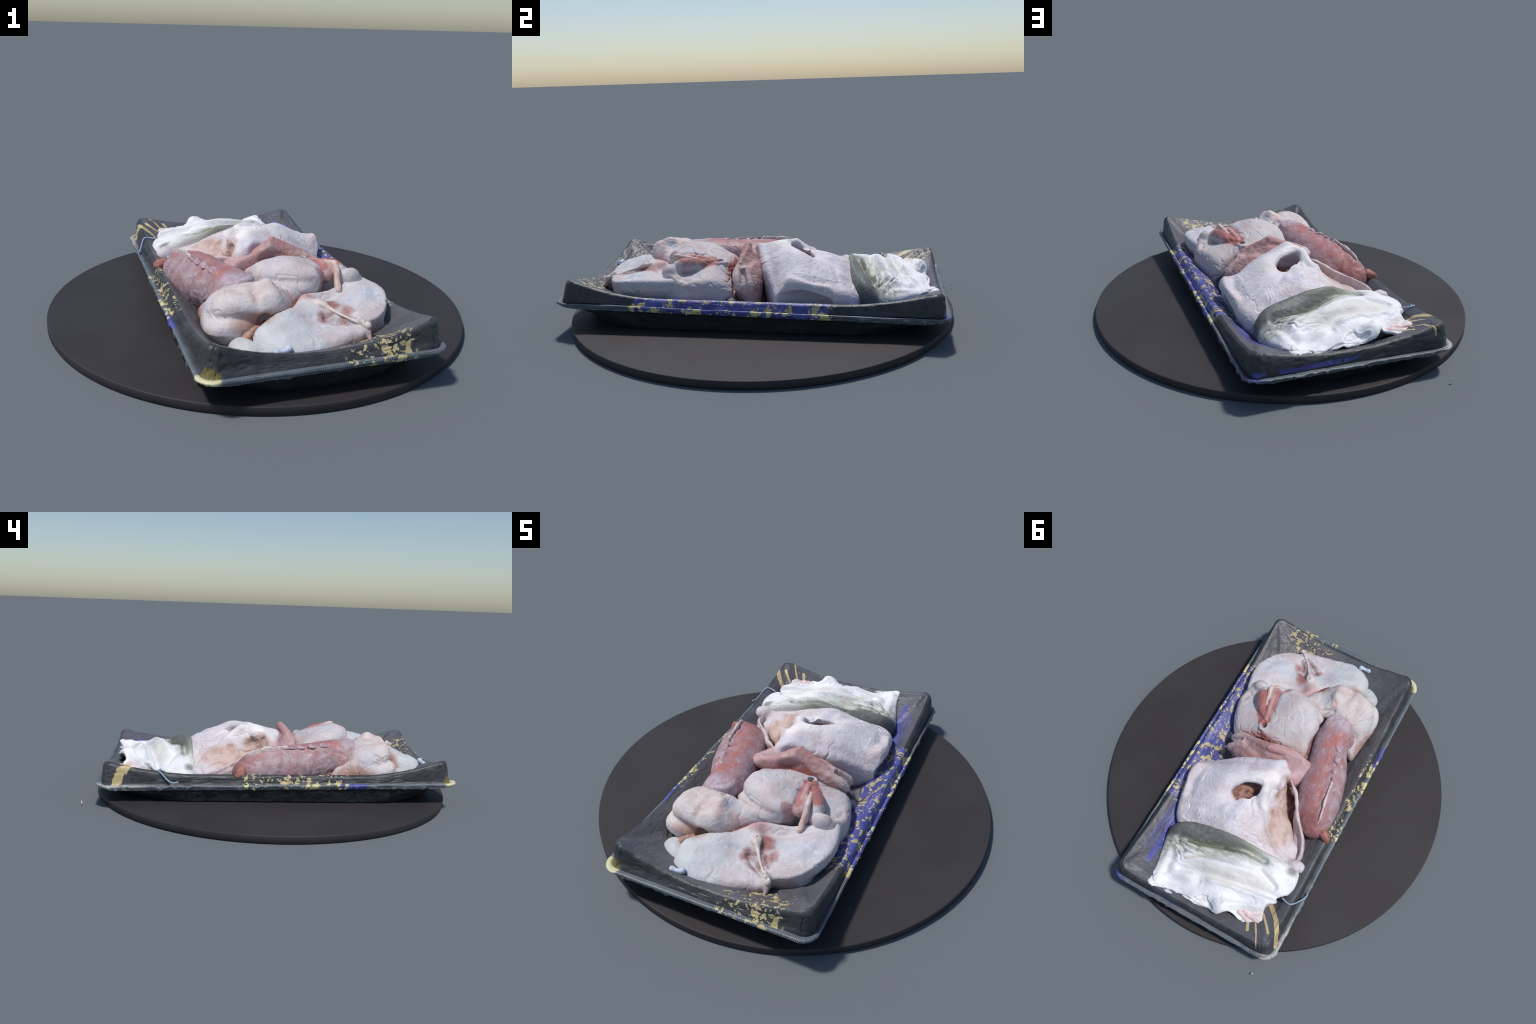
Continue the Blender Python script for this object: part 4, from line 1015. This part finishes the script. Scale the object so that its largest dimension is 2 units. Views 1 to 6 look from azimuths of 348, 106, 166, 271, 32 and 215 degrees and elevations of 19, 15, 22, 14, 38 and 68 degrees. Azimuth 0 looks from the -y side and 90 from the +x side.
    f.cut(f.ball((0.03, 0.18, 0.295), (0.062, 0.042, 0.040)), 0.01)
    f.add(f.tube([(0.135, 0.235, 0.330), (0.112, 0.208, 0.338), (0.078, 0.176, 0.346), (0.02, 0.150, 0.352), (-0.03, 0.154, 0.356)], [0.008, 0.014, 0.016, 0.017, 0.014]), 0.014)
    f.cut(f.tube([(-0.012, 0.235, 0.345), (0.0, 0.27, 0.335), (-0.02, 0.30, 0.33)], [0.014, 0.010, 0.005]), 0.01)
    f.add(f.ball((0.045, 0.215, 0.275), (0.012, 0.012, 0.012)), 0.008)
    f.add(f.tube([(-0.045, 0.185, 0.352), (-0.052, 0.225, 0.322), (-0.078, 0.265, 0.300)], [0.024, 0.026, 0.022]), 0.02)
    # end lump beneath the skin
    f.add(f.ball((-0.37, 0.435, 0.155), (0.055, 0.038, 0.05), 0.2), 0.02)
    V, Q = f.mesh(2)
    V = roughen(V, Q, 0.0045, 0.0012, 12, 101, wrinkle=0.0006, pits=0.0012, crease=0.004)
    m = head_graph("head_skin")
    socket = lambda C: (poly_sdf(C[:, 0], C[:, 1], spline(eye)) < 0.004) & (C[:, 2] < 0.335)
    put_regions(V, Q, [("eye_socket", m, socket), ("cheek", m, lambda C: C[:, 0] < -0.085 - 0.55 * np.clip(C[:, 1] - 0.27, 0, 1)), ("snout", m, lambda C: C[:, 1] > 0.36), ("cranium", m, None)], e)
    w = Field((-0.42, 0.0, 0.07), (-0.09, 0.45, 0.31))
    w.add(w.wall([(-0.124, 0.033), (-0.150, 0.055), (-0.190, 0.09), (-0.220, 0.14), (-0.252, 0.19), (-0.300, 0.245), (-0.342, 0.30), (-0.362, 0.35), (-0.366, 0.39)], [0.266, 0.262, 0.250, 0.235, 0.222, 0.212, 0.197, 0.182, 0.166], [0.235, 0.21, 0.17, 0.12, 0.10, 0.09, 0.09, 0.09, 0.09], 0.008))
    fl = [(-0.215, 0.155), (-0.255, 0.175), (-0.305, 0.225), (-0.350, 0.285), (-0.378, 0.345), (-0.374, 0.395), (-0.345, 0.405), (-0.315, 0.36), (-0.275, 0.29), (-0.235, 0.21)]
    w.add(w.slab(fl, w.height([(-0.24, 0.18, 0.190), (-0.30, 0.24, 0.182), (-0.34, 0.30, 0.164), (-0.37, 0.36, 0.142), (-0.30, 0.31, 0.142), (-0.27, 0.26, 0.148), (-0.35, 0.40, 0.140)]), r=0.014), 0.012)
    g = mat_plain("gill_skin", rgb(216, 200, 200), rgb(196, 176, 178), 18)
    solid("gill_flap", w, g, e, coarse=0.008, fine=0.001, freq=16, seed=31)

def build_skin():
    e = thing("fish_skin", "draped white fish skin with greenish grey folded back", "raw fish skin", (-0.02, 0.68, 0.07))
    f = Field((-0.47, 0.41, 0.05), (0.38, 0.95, 0.34))
    outline = [(0.325, 0.545), (0.26, 0.510), (0.20, 0.492), (0.047, 0.466), (-0.084, 0.462), (-0.199, 0.457), (-0.30, 0.447), (-0.38, 0.448), (-0.412, 0.462), (-0.428, 0.52), (-0.422, 0.575), (-0.408, 0.605), (-0.372, 0.642), (-0.382, 0.662), (-0.372, 0.68), (-0.338, 0.705), (-0.345, 0.75), (-0.362, 0.79), (-0.335, 0.812), (-0.315, 0.842), (-0.285, 0.850), (-0.23, 0.838), (-0.18, 0.832), (-0.13, 0.876), (-0.066, 0.868), (0.006, 0.881), (0.078, 0.880), (0.147, 0.876), (0.215, 0.895), (0.285, 0.920), (0.290, 0.868), (0.302, 0.80), (0.318, 0.742), (0.332, 0.70), (0.348, 0.632), (0.350, 0.58)]
    H = f.height([(0.31, 0.57, 0.232), (0.20, 0.52, 0.258), (0.05, 0.49, 0.282), (-0.08, 0.49, 0.286), (-0.2, 0.48, 0.246), (-0.285, 0.48, 0.235), (-0.36, 0.475, 0.205), (-0.41, 0.50, 0.192), (-0.40, 0.57, 0.197), (-0.34, 0.55, 0.216), (-0.28, 0.55, 0.232), (-0.2, 0.55, 0.246), (-0.05, 0.58, 0.252), (0.058, 0.603, 0.228), (0.107, 0.661, 0.240), (0.15, 0.62, 0.238), (0.25, 0.65, 0.232), (0.33, 0.64, 0.185), (0.30, 0.72, 0.190), (0.2, 0.72, 0.222), (0.043, 0.676, 0.262), (-0.03, 0.665, 0.272), (-0.10, 0.665, 0.266), (-0.25, 0.65, 0.218), (-0.36, 0.64, 0.204), (-0.32, 0.70, 0.212), (-0.2, 0.72, 0.212), (-0.068, 0.731, 0.234), (0.034, 0.771, 0.208), (0.10, 0.79, 0.216), (0.2, 0.80, 0.205), (0.28, 0.80, 0.200), (0.275, 0.90, 0.212), (0.2, 0.875, 0.200), (0.11, 0.858, 0.186), (0.03, 0.85, 0.212), (-0.037, 0.825, 0.222), (-0.07, 0.865, 0.19), (-0.15, 0.82, 0.246), (-0.11, 0.838, 0.244), (-0.15, 0.785, 0.220), (-0.24, 0.79, 0.192), (-0.30, 0.76, 0.204), (-0.355, 0.785, 0.196), (-0.31, 0.835, 0.185), (-0.23, 0.83, 0.196)],
                 [([(0.26, 0.605), (0.135, 0.580), (0.0, 0.536), (-0.12, 0.505), (-0.22, 0.505)], -0.032, 0.019), ([(0.28, 0.55), (0.1, 0.500), (-0.08, 0.478), (-0.22, 0.478)], 0.004, 0.022),
                  ([(0.20, 0.69), (0.12, 0.668), (0.0, 0.640), (-0.185, 0.595)], 0.018, 0.022), ([(0.165, 0.755), (0.033, 0.712), (-0.098, 0.692), (-0.235, 0.664), (-0.36, 0.645)], -0.018, 0.020), ([(0.02, 0.760), (-0.068, 0.727), (-0.2, 0.70), (-0.36, 0.675)], 0.016, 0.017),
                  ([(0.02, 0.76), (0.10, 0.800), (0.19, 0.84)], -0.012, 0.022), ([(0.03, 0.775), (0.13, 0.775), (0.22, 0.77)], 0.008, 0.022), ([(-0.02, 0.835), (-0.06, 0.84)], -0.012, 0.02), ([(-0.231, 0.566), (-0.29, 0.585), (-0.332, 0.60)], -0.020, 0.014), ([(-0.141, 0.80), (-0.258, 0.75), (-0.334, 0.71)], 0.014, 0.016), ([(-0.18, 0.825), (-0.27, 0.79), (-0.33, 0.75)], -0.014, 0.014), ([(0.27, 0.68), (0.24, 0.72), (0.23, 0.80)], -0.010, 0.018), ([(0.28, 0.70), (0.27, 0.80), (0.25, 0.86)], 0.008, 0.016), ([(0.27, 0.625), (0.2, 0.668)], -0.022, 0.013)])
    # the hanging end is a thin ply, the rest is bunched up full
    thin = np.clip((f.Y2 - 0.76 + 0.10 * np.clip(-f.X2, -0.3, 0.3)) / 0.05, 0, 1)
    thin = np.maximum(thin, np.clip((-f.X2 - 0.33) / 0.04, 0, 1) * np.clip((f.Y2 - 0.55) / 0.05, 0, 1))
    bottom = 0.07 * (1 - thin) + (H - 0.020) * thin
    f.add(f.slab(outline, H, r=[(0.34, 0.6, 0.035), (0.1, 0.48, 0.032), (-0.2, 0.46, 0.03), (-0.42, 0.52, 0.025), (-0.36, 0.64, 0.012), (-0.35, 0.79, 0.009), (0.0, 0.88, 0.010), (0.28, 0.9, 0.009), (0.31, 0.74, 0.02)], bottom=bottom))
    f.cut(f.tube([(-0.40, 0.64, 0.145), (-0.33, 0.66, 0.16)], [0.025, 0.015]), 0.01)
    V, Q = f.mesh(2)
    V = roughen(V, Q, 0.0045, 0.0010, 11, 131, stretch=(0.6, 1.3, 1), wrinkle=0.0014, crease=0.009)
    m = mat_skin()
    put_regions(V, Q, [("skin_back", m, lambda C: C[:, 1] < 0.36 * C[:, 0] + 0.585), ("skin_belly", m, None)], e)
    c = Field((-0.38, 0.76, 0.13), (-0.20, 0.87, 0.22), 0.003)
    c.add(c.tube([(-0.22, 0.800, 0.182), (-0.27, 0.815, 0.178), (-0.315, 0.838, 0.176)], [0.012, 0.014, 0.010]))
    c.add(c.tube([(-0.25, 0.785, 0.185), (-0.30, 0.80, 0.188), (-0.345, 0.80, 0.190)], [0.010, 0.010, 0.007]), 0.008)
    solid("curled_edge", c, mat_plain("pink_white_edge", rgb(228, 208, 206), rgb(212, 186, 184), 30), e, relax=1, coarse=0.004, fine=0.001, freq=30, seed=17)
    b = Field((0.10, 0.86, 0.13), (0.24, 0.93, 0.21), 0.003)
    b.add(b.ball((0.17, 0.895, 0.178), (0.040, 0.014, 0.012), 0.05))
    solid("fat_bit", b, mat_plain("pale_fat_bit", rgb(206, 212, 220), rgb(186, 190, 198), 30), e, relax=1, coarse=0.004, fine=0.001, freq=30, seed=18)

def build_gap_filler():
    """dark red-brown slab that fills the gaps low between the pieces"""
    f = Field((-0.40, -0.72, 0.06), (0.32, 0.34, 0.27), 0.005)
    outline = [(-0.22, -0.70), (-0.10, -0.70), (0.05, -0.62), (0.22, -0.52), (0.27, -0.35), (0.27, -0.20), (0.26, -0.02), (0.20, 0.05), (0.0, 0.10), (-0.10, 0.25), (-0.26, 0.30), (-0.36, 0.24), (-0.36, 0.0), (-0.33, -0.25), (-0.34, -0.45), (-0.30, -0.60)]
    H = f.height([(-0.2, -0.66, 0.20), (-0.08, -0.62, 0.275), (0.0, -0.54, 0.290), (0.15, -0.46, 0.195), (0.25, -0.46, 0.19), (0.2, -0.3, 0.20), (-0.11, -0.42, 0.278), (-0.13, -0.25, 0.272), (-0.13, -0.10, 0.245), (0.1, -0.14, 0.24), (0.25, -0.11, 0.19), (-0.17, 0.05, 0.20), (-0.24, 0.18, 0.165), (-0.3, -0.2, 0.2), (-0.30, -0.40, 0.20), (0.22, 0.02, 0.15), (-0.33, 0.24, 0.13), (0.0, 0.05, 0.22)])
    f.add(f.slab(outline, H - 0.032, r=0.03))
    V, Q = f.mesh(2)
    ob = put("darkened_gap_filler", roughen(V, Q, 0.008, 0.003, 22, 151, wrinkle=0.002), Q, mat_plain("dark_red_brown", rgb(138, 98, 92), rgb(104, 68, 64), 18, 0.45))
    ob["label"] = "dark red-brown filler in the gaps under the fish"
    ob["category"] = "raw fish scraps"

def build_thread():
    f = Field((-0.51, 0.52, 0.125), (-0.39, 0.67, 0.21), 0.0022)
    f.add(f.tube([(-0.398, 0.628, 0.192), (-0.425, 0.638, 0.194), (-0.448, 0.638, 0.197), (-0.466, 0.622, 0.190), (-0.482, 0.592, 0.160), (-0.493, 0.568, 0.146), (-0.500, 0.548, 0.146), (-0.501, 0.536, 0.150)], [0.005, 0.0045, 0.0045, 0.0045, 0.0045, 0.0045, 0.005, 0.0055]))
    V, Q = f.mesh(1)
    ob = put("tied_thread", V, Q, mat_plain("pale_blue_thread", rgb(158, 178, 198), rgb(136, 158, 182), 60, 0.45, 0.0))
    ob["label"] = "thin pale blue thread hanging over the tray edge"
    ob["category"] = "thread"

def build_chip():
    f = Field((-0.565, 0.955, -0.004), (-0.515, 1.005, 0.044), 0.0018)
    f.add(f.tube([(-0.544, 0.980, 0.014), (-0.541, 0.981, 0.020), (-0.538, 0.982, 0.027)], [0.003, 0.004, 0.0015]))
    V, Q = f.mesh(0)
    ob = put("white_chip", V, Q, mat_plain("white_chip", rgb(225, 225, 225), rgb(205, 205, 208), 60, 0.6, 0.0), local=False)
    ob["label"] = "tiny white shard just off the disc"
    ob["category"] = "scrap"

build_disc()
build_tray()
BONE = mat_plain("white_bone", rgb(222, 212, 206), rgb(202, 188, 182), 40, 0.45)
build_front_steak()
build_round_steak()
build_folded_belly()
build_tail()
build_vertebra()
build_head()
build_skin()
build_gap_filler()
build_thread()
build_chip()
